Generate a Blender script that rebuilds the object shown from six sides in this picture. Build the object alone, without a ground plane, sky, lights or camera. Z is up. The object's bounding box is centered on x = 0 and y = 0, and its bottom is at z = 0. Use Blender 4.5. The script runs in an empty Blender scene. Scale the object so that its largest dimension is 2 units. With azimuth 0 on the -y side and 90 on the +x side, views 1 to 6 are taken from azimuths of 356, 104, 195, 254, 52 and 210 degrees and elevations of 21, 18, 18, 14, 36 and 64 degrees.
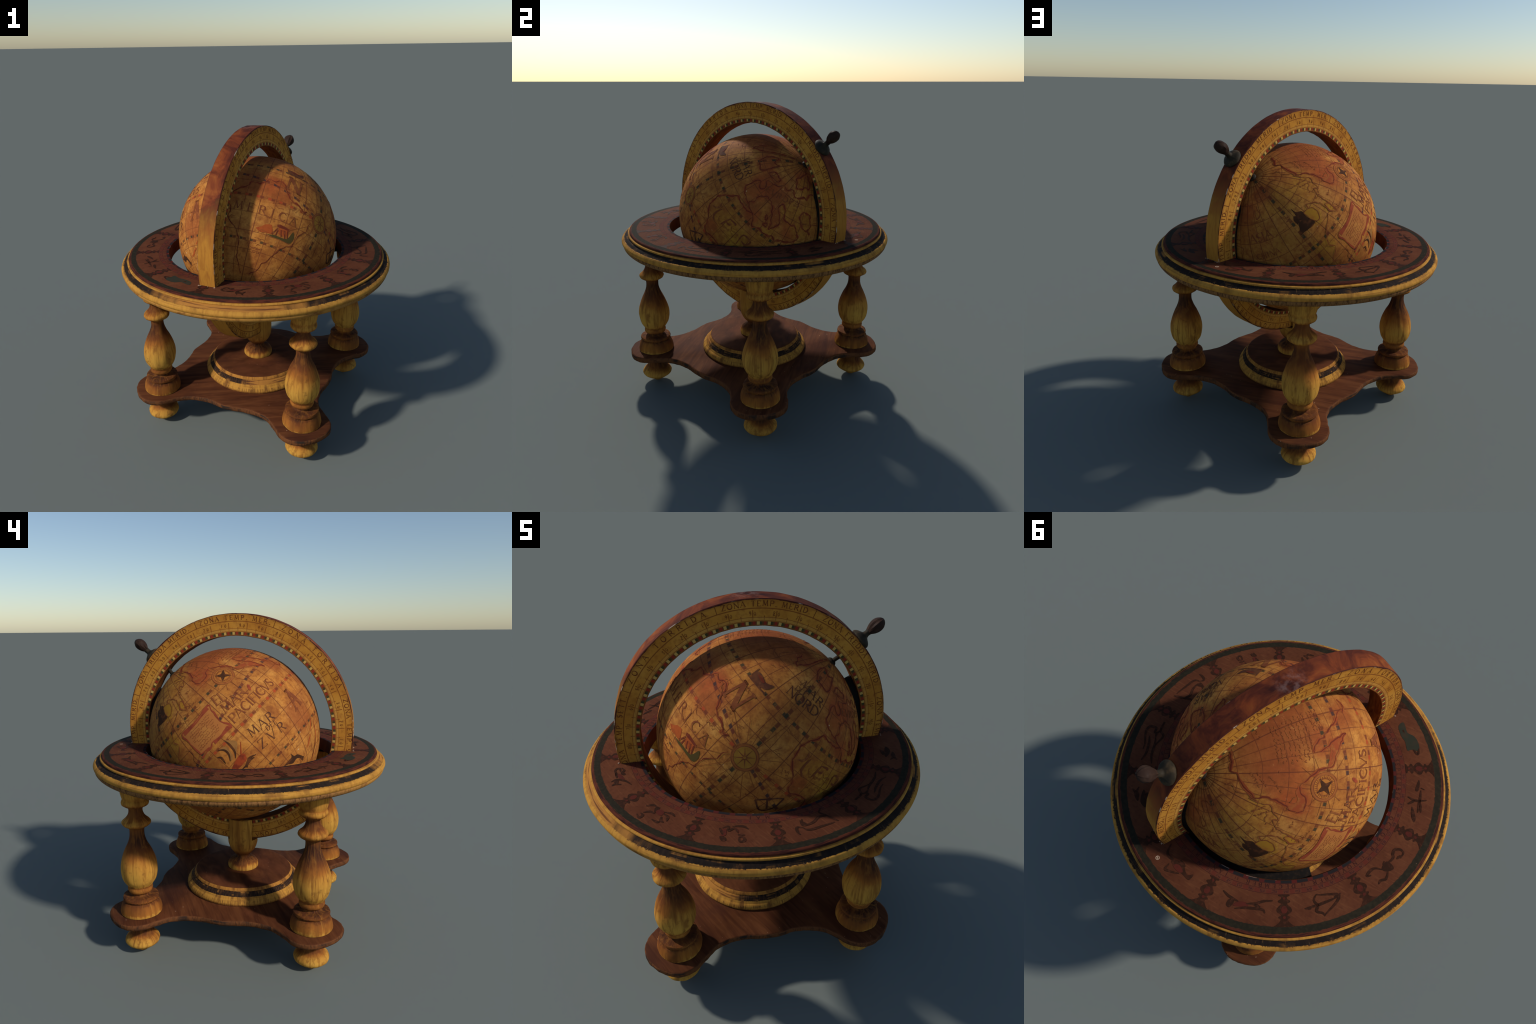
# Old turned-wood desk globe: paper-covered ball in a wooden meridian ring, zodiac horizon
# table on four turned legs, scalloped base board, central post.
import bpy, bmesh, math, random
from mathutils import Vector, Matrix, noise as mnoise
from mathutils.geometry import delaunay_2d_cdt

R8 = math.radians
rnd = random.Random(7)

# ------------------------------------------------------------------ frame of the object
GLOBE_C = Vector((0.0175, 0.0260, 1.2615)); GLOBE_R = 0.5340
AXIS = Vector((0.164, 0.356, 0.372)).normalized()
AX_U = (Vector((0, 0, 1)) - AXIS * AXIS.z).normalized()
AX_W = AXIS.cross(AX_U)
MER_AZ = R8(62.6); MER_H = Vector((math.cos(MER_AZ), math.sin(MER_AZ), 0)); MER_P = Vector((math.sin(MER_AZ), -math.cos(MER_AZ), 0))
MER_OFF = 0.0042
MER_C = MER_H * 0.0035 + MER_P * MER_OFF + Vector((0, 0, 1.2870))
MER_RO, MER_RI, MER_T = 0.7115, 0.5815, 0.1060
SCAR = (69.5, 0.768)    # ghost of an old sticker, azimuth and radius
TOP_Z = 1.194          # face of the horizon table
PLATE_Z = 0.270        # face of the base board
LEG_AZ, LEG_RAD = 17.3, 0.7235
BASE_C = Vector((0.0105, -0.0065, 0.0))   # middle of the four legs
TILT = 0.0075                             # the stand leans: its +x side stands a little higher

# ------------------------------------------------------------------ node helper
class Nodes:
    def __init__(self, name):
        self.mat = bpy.data.materials.new(name); self.mat.use_nodes = True
        self.t = self.mat.node_tree; self.t.nodes.clear()
        self.out = self.t.nodes.new('ShaderNodeOutputMaterial')
        self.bsdf = self.t.nodes.new('ShaderNodeBsdfPrincipled')
        self.t.links.new(self.bsdf.outputs[0], self.out.inputs[0])
        self._tc = None
    def put(self, sock, v):
        if isinstance(v, bpy.types.NodeSocket): self.t.links.new(v, sock)
        elif v is not None:
            if sock.type == 'RGBA' and len(v) == 3: v = (*v, 1)
            sock.default_value = v
    def obj(self):
        if not self._tc: self._tc = self.t.nodes.new('ShaderNodeTexCoord')
        return self._tc.outputs['Object']
    def rand(self):
        return self.t.nodes.new('ShaderNodeObjectInfo').outputs['Random']
    def m(self, op, a, b=None, c=None, clamp=False):
        n = self.t.nodes.new('ShaderNodeMath'); n.operation = op; n.use_clamp = clamp
        for s, v in zip(n.inputs, (a, b, c)): self.put(s, v)
        return n.outputs[0]
    def vm(self, op, a, b=None, scale=None):
        n = self.t.nodes.new('ShaderNodeVectorMath'); n.operation = op
        self.put(n.inputs[0], a); self.put(n.inputs[1], b)
        if scale is not None: self.put(n.inputs['Scale'], scale)
        return n.outputs['Value'] if op in ('LENGTH', 'DISTANCE', 'DOT_PRODUCT') else n.outputs[0]
    def xyz(self, v):
        n = self.t.nodes.new('ShaderNodeSeparateXYZ'); self.put(n.inputs[0], v); return n.outputs
    def vec(self, x, y, z):
        n = self.t.nodes.new('ShaderNodeCombineXYZ')
        for s, v in zip(n.inputs, (x, y, z)): self.put(s, v)
        return n.outputs[0]
    def noise(self, v, scale, detail=3, rough=0.55, dist=0.0):
        n = self.t.nodes.new('ShaderNodeTexNoise'); self.put(n.inputs['Vector'], v)
        self.put(n.inputs['Scale'], scale); self.put(n.inputs['Detail'], detail)
        self.put(n.inputs['Roughness'], rough); self.put(n.inputs['Distortion'], dist)
        return n.outputs[0]
    def ramp(self, f, stops, interp='LINEAR'):
        n = self.t.nodes.new('ShaderNodeValToRGB'); self.put(n.inputs[0], f)
        n.color_ramp.interpolation = interp; e = n.color_ramp.elements
        while len(e) < len(stops): e.new(0.5)
        for el, (p, c) in zip(e, stops):
            el.position = p; el.color = (*c, 1) if not isinstance(c, float) else (c, c, c, 1)
        return n.outputs[0]
    def mix(self, f, a, b, mode='MIX'):
        n = self.t.nodes.new('ShaderNodeMix'); n.data_type = 'RGBA'; n.blend_type = mode
        self.put(n.inputs[0], f); self.put(n.inputs[6], a); self.put(n.inputs[7], b)
        return n.outputs[2]
    def step(self, v, lo, hi, a=0.0, b=1.0):
        n = self.t.nodes.new('ShaderNodeMapRange'); n.interpolation_type = 'SMOOTHSTEP'
        self.put(n.inputs[0], v)
        for i, x in enumerate((lo, hi, a, b)): self.put(n.inputs[i + 1], x)
        return n.outputs[0]
    def band(self, v, lo, hi, soft):
        return self.m('MULTIPLY', self.step(v, lo - soft, lo + soft), self.step(v, hi - soft, hi + soft, 1.0, 0.0))
    def near(self, v, c, half, soft):           # 1 where |v-c|<half
        return self.step(self.m('ABSOLUTE', self.m('SUBTRACT', v, c)), half - soft, half + soft, 1.0, 0.0)
    def scaled(self, v, s):
        return self.vm('MULTIPLY', v, s)
    def finish(self, col, rough=0.55, spec=0.3, bump=None, bump_d=0.002, metal=0.0):
        self.put(self.bsdf.inputs['Base Color'], col)
        self.put(self.bsdf.inputs['Roughness'], rough if metal else self.m('ADD', rough, 0.20))
        self.put(self.bsdf.inputs['Specular IOR Level'], spec * 0.11); self.put(self.bsdf.inputs['Metallic'], metal)
        if bump is not None:
            b = self.t.nodes.new('ShaderNodeBump'); b.inputs['Strength'].default_value = 0.5
            b.inputs['Distance'].default_value = bump_d; self.put(b.inputs['Height'], bump)
            self.t.links.new(b.outputs[0], self.bsdf.inputs['Normal'])
        return self.mat

# ------------------------------------------------------------------ colours (linear base colours)
PALE = (0.56, 0.292, 0.050); HONEY = (0.40, 0.165, 0.030); BURNT = (0.105, 0.036, 0.013); CHAR = (0.020, 0.0135, 0.011)
PAPER = (0.485, 0.187, 0.037); PAPER_D = (0.315, 0.104, 0.024); STAIN = (0.235, 0.062, 0.019)
INK = (0.135, 0.032, 0.017)

def wood_turned(name, stops, z0, z1, seedshift=True, burn=0.10):
    """turned wood stained with a flame: pale <-> burnt chosen along the lathe axis, plus grain"""
    g = Nodes(name); o = g.obj()
    r = g.rand() if seedshift else 0.37
    off = g.vec(g.m('MULTIPLY', r, 13.0), g.m('MULTIPLY', r, 7.0), 0.0)
    p = g.vm('ADD', o, off)
    z = g.xyz(o)[2]
    big = g.noise(g.scaled(p, (5, 5, 3)), 1.0, 3)
    grain = g.noise(g.scaled(p, (34, 34, 3.2)), 1.0, 4, 0.6, 0.6)
    fine = g.noise(g.scaled(p, (150, 150, 14)), 1.0, 2)
    t = g.m('DIVIDE', g.m('SUBTRACT', z, z0), z1 - z0)
    t = g.m('ADD', t, g.m('MULTIPLY', g.m('SUBTRACT', big, 0.5), burn))
    xa, ya, za = g.xyz(o)
    strk = g.noise(g.vec(g.m('MULTIPLY', g.m('ARCTAN2', ya, xa), 5.5), g.m('ADD', g.m('MULTIPLY', z, 2.5), g.m('MULTIPLY', r, 9.0)), 0.0), 1.0, 4, 0.7)
    t = g.m('ADD', t, g.m('MULTIPLY', g.m('SUBTRACT', strk, 0.5), burn * 1.1))
    amt = g.ramp(t, [((h - z0) / (z1 - z0), v) for h, v in stops])
    amt = g.m('ADD', amt, g.m('MULTIPLY', g.m('SUBTRACT', g.noise(g.scaled(p, (9, 9, 2)), 1.0, 4), 0.5), 0.85), clamp=True)
    c = g.ramp(amt, [(0.0, PALE), (0.25, (0.49, 0.225, 0.038)), (0.45, (0.33, 0.118, 0.022)), (0.68, (0.155, 0.048, 0.014)), (1.0, (0.046, 0.018, 0.011))])
    c = g.mix(g.step(grain, 0.46, 0.66, 0.0, 0.70), c, (0.215, 0.080, 0.018))
    c = g.mix(g.step(strk, 0.50, 0.66, 0.0, 0.60), c, (0.185, 0.066, 0.016))
    c = g.mix(g.step(strk, 0.40, 0.25, 0.0, 0.35), c, (0.60, 0.335, 0.065))
    c = g.mix(g.step(g.noise(g.vm('ADD', p, (3.0, 1.0, 5.0)), 20, 4, 0.7), 0.56, 0.72, 0.0, 0.5), c, (0.105, 0.036, 0.014))
    c = g.mix(g.step(fine, 0.55, 0.8, 0.0, 0.30), c, (0.20, 0.07, 0.02))
    return g.finish(c, g.step(fine, 0.3, 0.7, 0.48, 0.62), 0.35, grain, 0.0015)

def mat_mahogany(name, grain=(3, 26, 26)):
    g = Nodes(name); o = g.obj()
    a = g.noise(g.scaled(o, grain), 1.0, 4, 0.6, 0.7)
    b = g.noise(o, 3.2, 4); f = g.noise(g.scaled(o, (grain[0] * 5, grain[1] * 6, 90)), 1.0, 2)
    c = g.ramp(a, [(0.25, (0.050, 0.0155, 0.0075)), (0.5, (0.092, 0.030, 0.0120)), (0.8, (0.150, 0.054, 0.019))])
    c = g.mix(g.step(b, 0.52, 0.72, 0.0, 0.55), c, (0.045, 0.015, 0.010))
    c = g.mix(g.step(b, 0.30, 0.44, 0.35, 0.0), c, (0.165, 0.052, 0.022))
    c = g.mix(g.step(f, 0.60, 0.8, 0.0, 0.35), c, (0.20, 0.075, 0.032))
    sp = g.noise(o, 55, 2); c = g.mix(g.step(sp, 0.735, 0.77, 0.0, 0.6), c, (0.42, 0.26, 0.16))
    return g.finish(c, 0.50, 0.32, a, 0.001)

def mat_moulding(name, bands, ragged, worn=None, dirt=0.5):
    """stack of turned bands told apart along the lathe axis; brush and saw marks make their borders ragged.
    bands: (upper z, base, streak, streak amount); worn: direction where the burnt paint is rubbed away"""
    g = Nodes(name); o = g.obj(); x, y, z = g.xyz(o)
    ang = g.m('ARCTAN2', y, x)
    q = g.vec(g.m('MULTIPLY', ang, 26.0), g.m('MULTIPLY', z, 14.0), 0.0)
    hair = g.noise(g.vec(g.m('MULTIPLY', ang, 64.0), g.m('MULTIPLY', z, 22.0), 3.0), 1.0, 4, 0.72)
    cut = g.noise(g.vec(g.m('MULTIPLY', ang, 46.0), g.m('MULTIPLY', z, 18.0), 7.0), 1.0, 3, 0.6)
    slow = g.noise(q, 0.32, 4); blot = g.noise(o, 17, 4, 0.65); lay = g.noise(g.vec(g.m('MULTIPLY', ang, 2.4), g.m('MULTIPLY', z, 120.0), 1.0), 1.0, 4)
    zz = g.m('ADD', z, g.m('MULTIPLY', g.m('SUBTRACT', hair, 0.5), ragged))
    zz = g.m('ADD', zz, g.m('MULTIPLY', g.m('SUBTRACT', slow, 0.5), ragged * 0.7))
    e = None
    if worn is not None:
        e = g.m('ADD', g.m('COSINE', g.m('SUBTRACT', ang, R8(worn))), g.m('MULTIPLY', g.m('SUBTRACT', g.noise(q, 0.5, 4), 0.5), 0.30))
    c = None
    for top, base, streak, amt, kind in bands:
        b = g.mix(g.step(cut, 0.42, 0.68, 0.0, amt), base, streak)
        if kind == 'pale':
            b = g.mix(g.m('MULTIPLY', g.step(slow, 0.44, 0.62), g.step(blot, 0.36, 0.60, 0.0, dirt)), b, (0.115, 0.043, 0.016))
            b = g.mix(g.step(lay, 0.52, 0.70, 0.0, 0.55), b, (0.21, 0.082, 0.021))
            b = g.mix(g.step(hair, 0.60, 0.75, 0.0, 0.5), b, (0.24, 0.09, 0.024))
        elif kind == 'char':
            b = g.mix(g.step(hair, 0.61, 0.70, 0.0, 0.65), b, (0.22, 0.110, 0.040))
            b = g.mix(g.step(blot, 0.60, 0.74, 0.0, 0.75), b, (0.13, 0.055, 0.020))
            b = g.mix(g.m('MULTIPLY', g.step(slow, 0.50, 0.66), g.step(lay, 0.48, 0.6, 0.0, 0.8)), b, (0.34, 0.145, 0.032))
            if e is not None: b = g.mix(g.step(e, 0.80, 0.98), b, g.mix(g.step(lay, 0.47, 0.60), (0.40, 0.170, 0.036), (0.15, 0.055, 0.020)))
        elif kind == 'fillet':
            b = g.mix(g.step(hair, 0.45, 0.62, 0.0, 0.85), b, (0.075, 0.034, 0.016))
            b = g.mix(g.step(cut, 0.58, 0.68, 0.0, 0.6), b, (0.36, 0.20, 0.085))
            if e is not None: b = g.mix(g.step(e, 0.35, 0.95, 0.0, 0.85), b, g.mix(g.step(blot, 0.45, 0.7), (0.47, 0.225, 0.045), (0.24, 0.095, 0.024)))
        c = b if c is None else g.mix(g.step(zz, prev - 0.0007, prev + 0.0007), c, b)
        prev = top
    chips = g.noise(g.vec(g.m('MULTIPLY', ang, 34.0), g.m('MULTIPLY', z, 40.0), 8.0), 1.0, 2)
    c = g.mix(g.step(chips, 0.75, 0.80, 0.0, 0.5), c, (0.46, 0.31, 0.18))
    return g.finish(c, 0.55, 0.3, hair, 0.002)

def mat_rim(name, base, streak, dark, streak_amt, dark_lo, wear=False):
    """edge mouldings: colour broken across the rim by upright saw and brush marks"""
    g = Nodes(name); o = g.obj(); x, y, z = g.xyz(o)
    ang = g.m('ARCTAN2', y, x)
    q = g.vec(g.m('MULTIPLY', ang, 26.0), g.m('MULTIPLY', z, 14.0), 0.0)
    q2 = g.vec(g.m('MULTIPLY', ang, 90.0), g.m('MULTIPLY', z, 30.0), 3.0)
    s = g.noise(q2, 1.0, 3); l = g.noise(q, 0.35, 4); w = g.noise(g.vec(g.m('MULTIPLY', ang, 3.0), g.m('MULTIPLY', z, 55.0), 1.0), 1.0, 4)
    c = g.mix(g.step(s, 0.45, 0.72, 0.0, streak_amt), base, streak)
    c = g.mix(g.m('MULTIPLY', g.step(l, dark_lo, dark_lo + 0.16), g.step(w, 0.38, 0.58)), c, dark)
    c = g.mix(g.step(g.noise(o, 16, 3), 0.45, 0.75, 0.0, 0.35), c, streak)
    if wear:      # the burnt band is rubbed back to pale wood along one stretch of the rim
        away = g.m('COSINE', g.m('SUBTRACT', ang, R8(-104 if wear != 'pale' else -92)))
        e = g.m('ADD', away, g.m('MULTIPLY', g.m('SUBTRACT', g.noise(q, 0.5, 4), 0.5), 0.22))
        c = g.mix(g.step(e, 0.86, 0.97) if wear != 'pale' else g.step(e, 0.45, 0.95, 0.0, 0.85), c, g.mix(g.step(w, 0.5, 0.62), (0.44, 0.195, 0.042), (0.20, 0.075, 0.025)))
    chips = g.noise(g.vec(g.m('MULTIPLY', ang, 34.0), g.m('MULTIPLY', z, 40.0), 8.0), 1.0, 2)
    c = g.mix(g.step(chips, 0.74, 0.78, 0.0, 0.7), c, (0.52, 0.36, 0.22))
    return g.finish(c, 0.55, 0.3, s, 0.002)

def mat_horizon_top():
    g = Nodes('zodiac_print_paper'); o = g.obj(); x, y, z = g.xyz(o)
    r = g.m('SQRT', g.m('ADD', g.m('MULTIPLY', x, x), g.m('MULTIPLY', y, y)))
    az = g.m('MULTIPLY', g.m('ARCTAN2', y, x), 57.29578)
    n1 = g.noise(o, 5, 4); n2 = g.noise(o, 60, 3); n3 = g.noise(g.scaled(o, (12, 120, 20)), 1.0, 2)
    rr = g.m('ADD', r, g.m('MULTIPLY', g.m('SUBTRACT', n2, 0.5), 0.004))
    c = g.ramp(n1, [(0.25, (0.078, 0.025, 0.0125)), (0.5, (0.108, 0.035, 0.0165)), (0.8, (0.138, 0.050, 0.022))])
    c = g.mix(g.step(n2, 0.45, 0.75, 0.0, 0.45), c, (0.062, 0.019, 0.011))
    c = g.mix(g.step(n3, 0.50, 0.8, 0.0, 0.40), c, (0.20, 0.075, 0.030))
    # month and day bands
    inner = g.step(rr, 0.650, 0.6545, 1.0, 0.0)
    c = g.mix(g.m('MULTIPLY', inner, 0.35), c, (0.11, 0.03, 0.02))
    cell = g.m('FRACT', g.m('DIVIDE', g.m('ADD', az, 361.0), 5.0))
    cells = g.m('MULTIPLY', g.band(rr, 0.631, 0.6505, 0.0012), g.band(cell, 0.08, 0.50, 0.03))
    c = g.mix(g.m('MULTIPLY', cells, 0.5), c, (0.110, 0.018, 0.014))
    nums = g.m('MULTIPLY', g.band(rr, 0.634, 0.648, 0.001), g.band(cell, 0.55, 0.98, 0.03))
    c = g.mix(g.m('MULTIPLY', nums, g.step(g.noise(o, 150, 1), 0.47, 0.55, 0.15, 0.8)), c, (0.045, 0.016, 0.016))
    for rad in (0.603, 0.6295, 0.6525):
        c = g.mix(g.near(rr, rad, 0.0011, 0.0008), c, (0.05, 0.014, 0.012))
    chk = g.m('FRACT', g.m('DIVIDE', g.m('ADD', az, 362.0), 7.5))
    edge = g.step(rr, 0.6005, 0.6025, 1.0, 0.0)
    c = g.mix(edge, c, g.mix(g.m('MULTIPLY', g.band(chk, 0.0, 0.33, 0.03), g.step(n1, 0.30, 0.6, 0.35, 0.9)), (0.022, 0.018, 0.018), (0.105, 0.018, 0.014)))
    # dark border and reddened outer margin
    dk = g.band(g.m('ADD', r, g.m('MULTIPLY', g.m('SUBTRACT', n2, 0.5), 0.012)), 0.8020, 0.8350, 0.0022)
    c = g.mix(g.step(rr, 0.834, 0.838), c, g.mix(g.step(g.noise(g.vec(g.m('MULTIPLY', r, 130.0), g.m('MULTIPLY', az, 0.16), 2.0), 1.0, 4, 0.65), 0.40, 0.62), (0.105, 0.028, 0.015), (0.038, 0.013, 0.011)))
    c = g.mix(dk, c, g.mix(g.step(n2, 0.35, 0.75), (0.021, 0.0175, 0.0115), (0.031, 0.0245, 0.0145)))
    # rubbed specks and chips showing pale core at the hole
    c = g.mix(g.step(g.noise(o, 38, 2), 0.775, 0.80, 0.0, 0.4), c, (0.32, 0.18, 0.12))
    chip = g.m('MULTIPLY', g.step(r, 0.5855, 0.589, 1.0, 0.0), g.step(g.noise(o, 14, 3), 0.60, 0.64))
    c = g.mix(chip, c, (0.60, 0.47, 0.36))
    return g.finish(c, 0.54, 0.18, n2, 0.0006)

def mat_meridian_face():
    g = Nodes('meridian_scale_paper'); o = g.obj(); x, y, z = g.xyz(o)
    r = g.m('SQRT', g.m('ADD', g.m('MULTIPLY', x, x), g.m('MULTIPLY', z, z)))
    a = g.m('MULTIPLY', g.m('ARCTAN2', z, x), 57.29578)
    n1 = g.noise(o, 6, 4); n2 = g.noise(o, 45, 3)
    rr = g.m('ADD', r, g.m('MULTIPLY', g.m('SUBTRACT', n2, 0.5), 0.0022))
    c = g.ramp(n1, [(0.3, (0.43, 0.165, 0.024)), (0.5, (0.53, 0.228, 0.033)), (0.75, (0.58, 0.280, 0.050))])
    c = g.mix(g.step(n2, 0.46, 0.76, 0.0, 0.55), c, (0.30, 0.098, 0.020))
    c = g.mix(g.step(g.noise(o, 14, 4, 0.65), 0.52, 0.70, 0.0, 0.35), c, (0.27, 0.088, 0.019))
    c = g.mix(g.m('MULTIPLY', g.step(r, 0.690, 0.711), g.step(n1, 0.35, 0.6, 0.25, 0.7)), c, (0.21, 0.065, 0.018))
    side = g.m('MULTIPLY', g.m('SIGN', y), 1.75)     # the two papers are pasted a few degrees apart
    aa = g.m('ADD', g.m('ADD', a, side), 721.9)
    t10 = g.m('ABSOLUTE', g.m('SUBTRACT', g.m('FRACT', g.m('DIVIDE', aa, 10.0)), 0.5))
    t5 = g.m('ABSOLUTE', g.m('SUBTRACT', g.m('FRACT', g.m('DIVIDE', aa, 5.0)), 0.5))
    tick = g.m('MULTIPLY', g.step(t10, 0.472, 0.482), g.band(rr, 0.607, 0.657, 0.001))
    tick = g.m('MAXIMUM', tick, g.m('MULTIPLY', g.step(t5, 0.448, 0.465), g.band(rr, 0.607, 0.632, 0.001)))
    for rad, w in ((0.6660, 0.0026), (0.6235, 0.0014), (0.6085, 0.0017)):
        tick = g.m('MAXIMUM', tick, g.near(rr, rad, w, 0.0007))
    c = g.mix(g.m('MULTIPLY', tick, 0.8), c, (0.20, 0.055, 0.014))
    c = g.mix(g.m('MULTIPLY', g.band(rr, 0.6085, 0.6225, 0.001), 0.25), c, (0.60, 0.34, 0.09))
    f = g.m('FRACT', g.m('DIVIDE', g.m('ADD', aa, 1.2), 5.0))
    blk = g.ramp(f, [(0.0, (0.27, 0.032, 0.018)), (0.23, (0.30, 0.030, 0.018)), (0.27, (0.13, 0.050, 0.018)), (0.40, (0.13, 0.050, 0.018)),
                     (0.42, (0.045, 0.050, 0.022)), (0.60, (0.045, 0.050, 0.022)), (0.63, (0.58, 0.36, 0.095)), (0.86, (0.58, 0.36, 0.095)), (0.90, (0.15, 0.05, 0.018)), (1.0, (0.15, 0.05, 0.018))])
    c = g.mix(g.step(rr, 0.6045, 0.6065, 1.0, 0.0), c, (0.24, 0.085, 0.02))
    c = g.mix(g.m('MULTIPLY', g.band(rr, 0.5885, 0.6040, 0.0012), 0.92), c, blk)
    wear = g.m('ADD', r, g.m('MULTIPLY', g.m('SUBTRACT', g.noise(o, 9, 4, 0.65), 0.5), 0.026))
    c = g.mix(g.step(wear, 0.7045, 0.7085), c, (0.060, 0.016, 0.013))
    c = g.mix(g.m('MULTIPLY', g.step(r, 0.7065, 0.7085), g.step(g.noise(o, 17, 2), 0.60, 0.66)), c, (0.60, 0.46, 0.33))
    return g.finish(c, 0.52, 0.3, n2, 0.0006)

def mat_meridian_rim(inner=False):
    g = Nodes('stained_inner_rim' if inner else 'stained_outer_rim'); o = g.obj(); x, y, z = g.xyz(o)
    a = g.m('ARCTAN2', z, x)
    q = g.vec(g.m('MULTIPLY', a, 7.0), g.m('MULTIPLY', y, 60.0), 0.0)
    n = g.noise(q, 1.0, 4, 0.6, 0.4); b = g.noise(o, 7, 5, 0.62, 0.8)
    if inner:
        c = g.ramp(n, [(0.3, (0.10, 0.030, 0.010)), (0.6, (0.20, 0.070, 0.017)), (0.85, (0.30, 0.12, 0.026))])
        return g.finish(c, 0.6, 0.25, n, 0.002)
    # varnish is worn off the lower arms (honey wood), red-brown stain stays round the crown
    s = g.m('ADD', g.m('MULTIPLY', g.m('SUBTRACT', b, 0.5), 0.42), z)
    red = g.ramp(b, [(0.34, (0.040, 0.012, 0.010)), (0.46, (0.092, 0.022, 0.012)), (0.58, (0.185, 0.043, 0.015)), (0.76, (0.31, 0.092, 0.022))])
    hon = g.ramp(n, [(0.3, (0.33, 0.125, 0.022)), (0.6, (0.47, 0.205, 0.030)), (0.85, (0.53, 0.255, 0.042))])
    c = g.mix(g.step(s, 0.10, 0.40), hon, red)
    c = g.mix(g.step(n, 0.52, 0.75, 0.0, 0.40), c, (0.17, 0.05, 0.015))
    d = g.vm('DISTANCE', o, (-0.02, 0.02, 0.71))
    c = g.mix(g.m('MULTIPLY', g.step(d, 0.03, 0.09, 1.0, 0.0), g.step(g.noise(o, 30, 4), 0.46, 0.70, 0.0, 0.45)), c, (0.24, 0.14, 0.12))
    ed = g.m('ABSOLUTE', y)
    c = g.mix(g.m('MULTIPLY', g.step(ed, 0.047, 0.053), g.step(b, 0.40, 0.55)), c, (0.045, 0.014, 0.013))
    c = g.mix(g.m('MULTIPLY', g.step(ed, 0.049, 0.0525), g.step(g.noise(o, 15, 3), 0.60, 0.68)), c, (0.58, 0.42, 0.30))
    return g.finish(c, 0.45, 0.38, n, 0.0015)

def sph(lat, lon):
    a, b = R8(lat), R8(lon)
    return Vector((math.cos(a) * math.cos(b), math.cos(a) * math.sin(b), math.sin(a)))

LAND_WASH = [  # lat, lon, reach in degrees, colour
    (50, -48, 15, 'red'), (42, -62, 9, 'red'), (30, -27, 9, 'red'), (57, -30, 17, 'rust'), (40, -15, 16, 'rust'), (14, -16, 9, 'red'),
    (12, 12, 15, 'rust'), (8, 28, 12, 'red'), (16, 24, 6, 'red'), (-12, 8, 14, 'paper'), (50, 10, 22, 'rust'), (62, 34, 10, 'rust'),
    (62, 64, 9, 'red'), (48, 94, 11, "red"), (55, 92, 10, "red"), (58, 106, 11, "red"), (52, 118, 10, "rust"), (36, 102, 8, "rust"), (76, 135, 9, 'red'), (43, 122, 7, 'red'),
    (50, 132, 9, 'ochre'), (33, 108, 6, 'red'), (24, 92, 11, 'ochre'), (15, 100, 14, 'ochre'), (8, 92, 6, 'red'), (16, 112, 9, 'yellow'), (30, 122, 8, 'ochre'),
    (40, 140, 8, 'red'), (55, 152, 8, 'ochre'), (45, 150, 10, 'ochre'), (72, 150, 9, 'ochre'), (66, -165, 9, 'rust'), (50, -150, 18, 'olive'),
    (43, -100, 6, 'yellow'), (39, -88, 4, 'yellow'), (56, -82, 12, 'ochre'), (62, -110, 12, 'ochre'), (36, -130, 14, 'olive'), (24, -112, 9, 'yellow'), (16, -118, 14, 'olive'),
    (75, -128, 7, 'rust'), (-20, -32, 14, 'rust'), (-2, -62, 10, 'paper'), (0, -98, 10, 'olive'), (60, -68, 6, 'ochre'), (-40, -25, 12, 'paper')]
WASH = {'red': ((0.35, 0.068, 0.021), 0.70), 'rust': ((0.27, 0.066, 0.022), 0.72), 'ochre': ((0.42, 0.180, 0.026), 0.65),
        'yellow': ((0.44, 0.225, 0.022), 0.70), 'olive': ((0.30, 0.140, 0.026), 0.60), 'paper': ((0.60, 0.285, 0.062), 0.60)}

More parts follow.
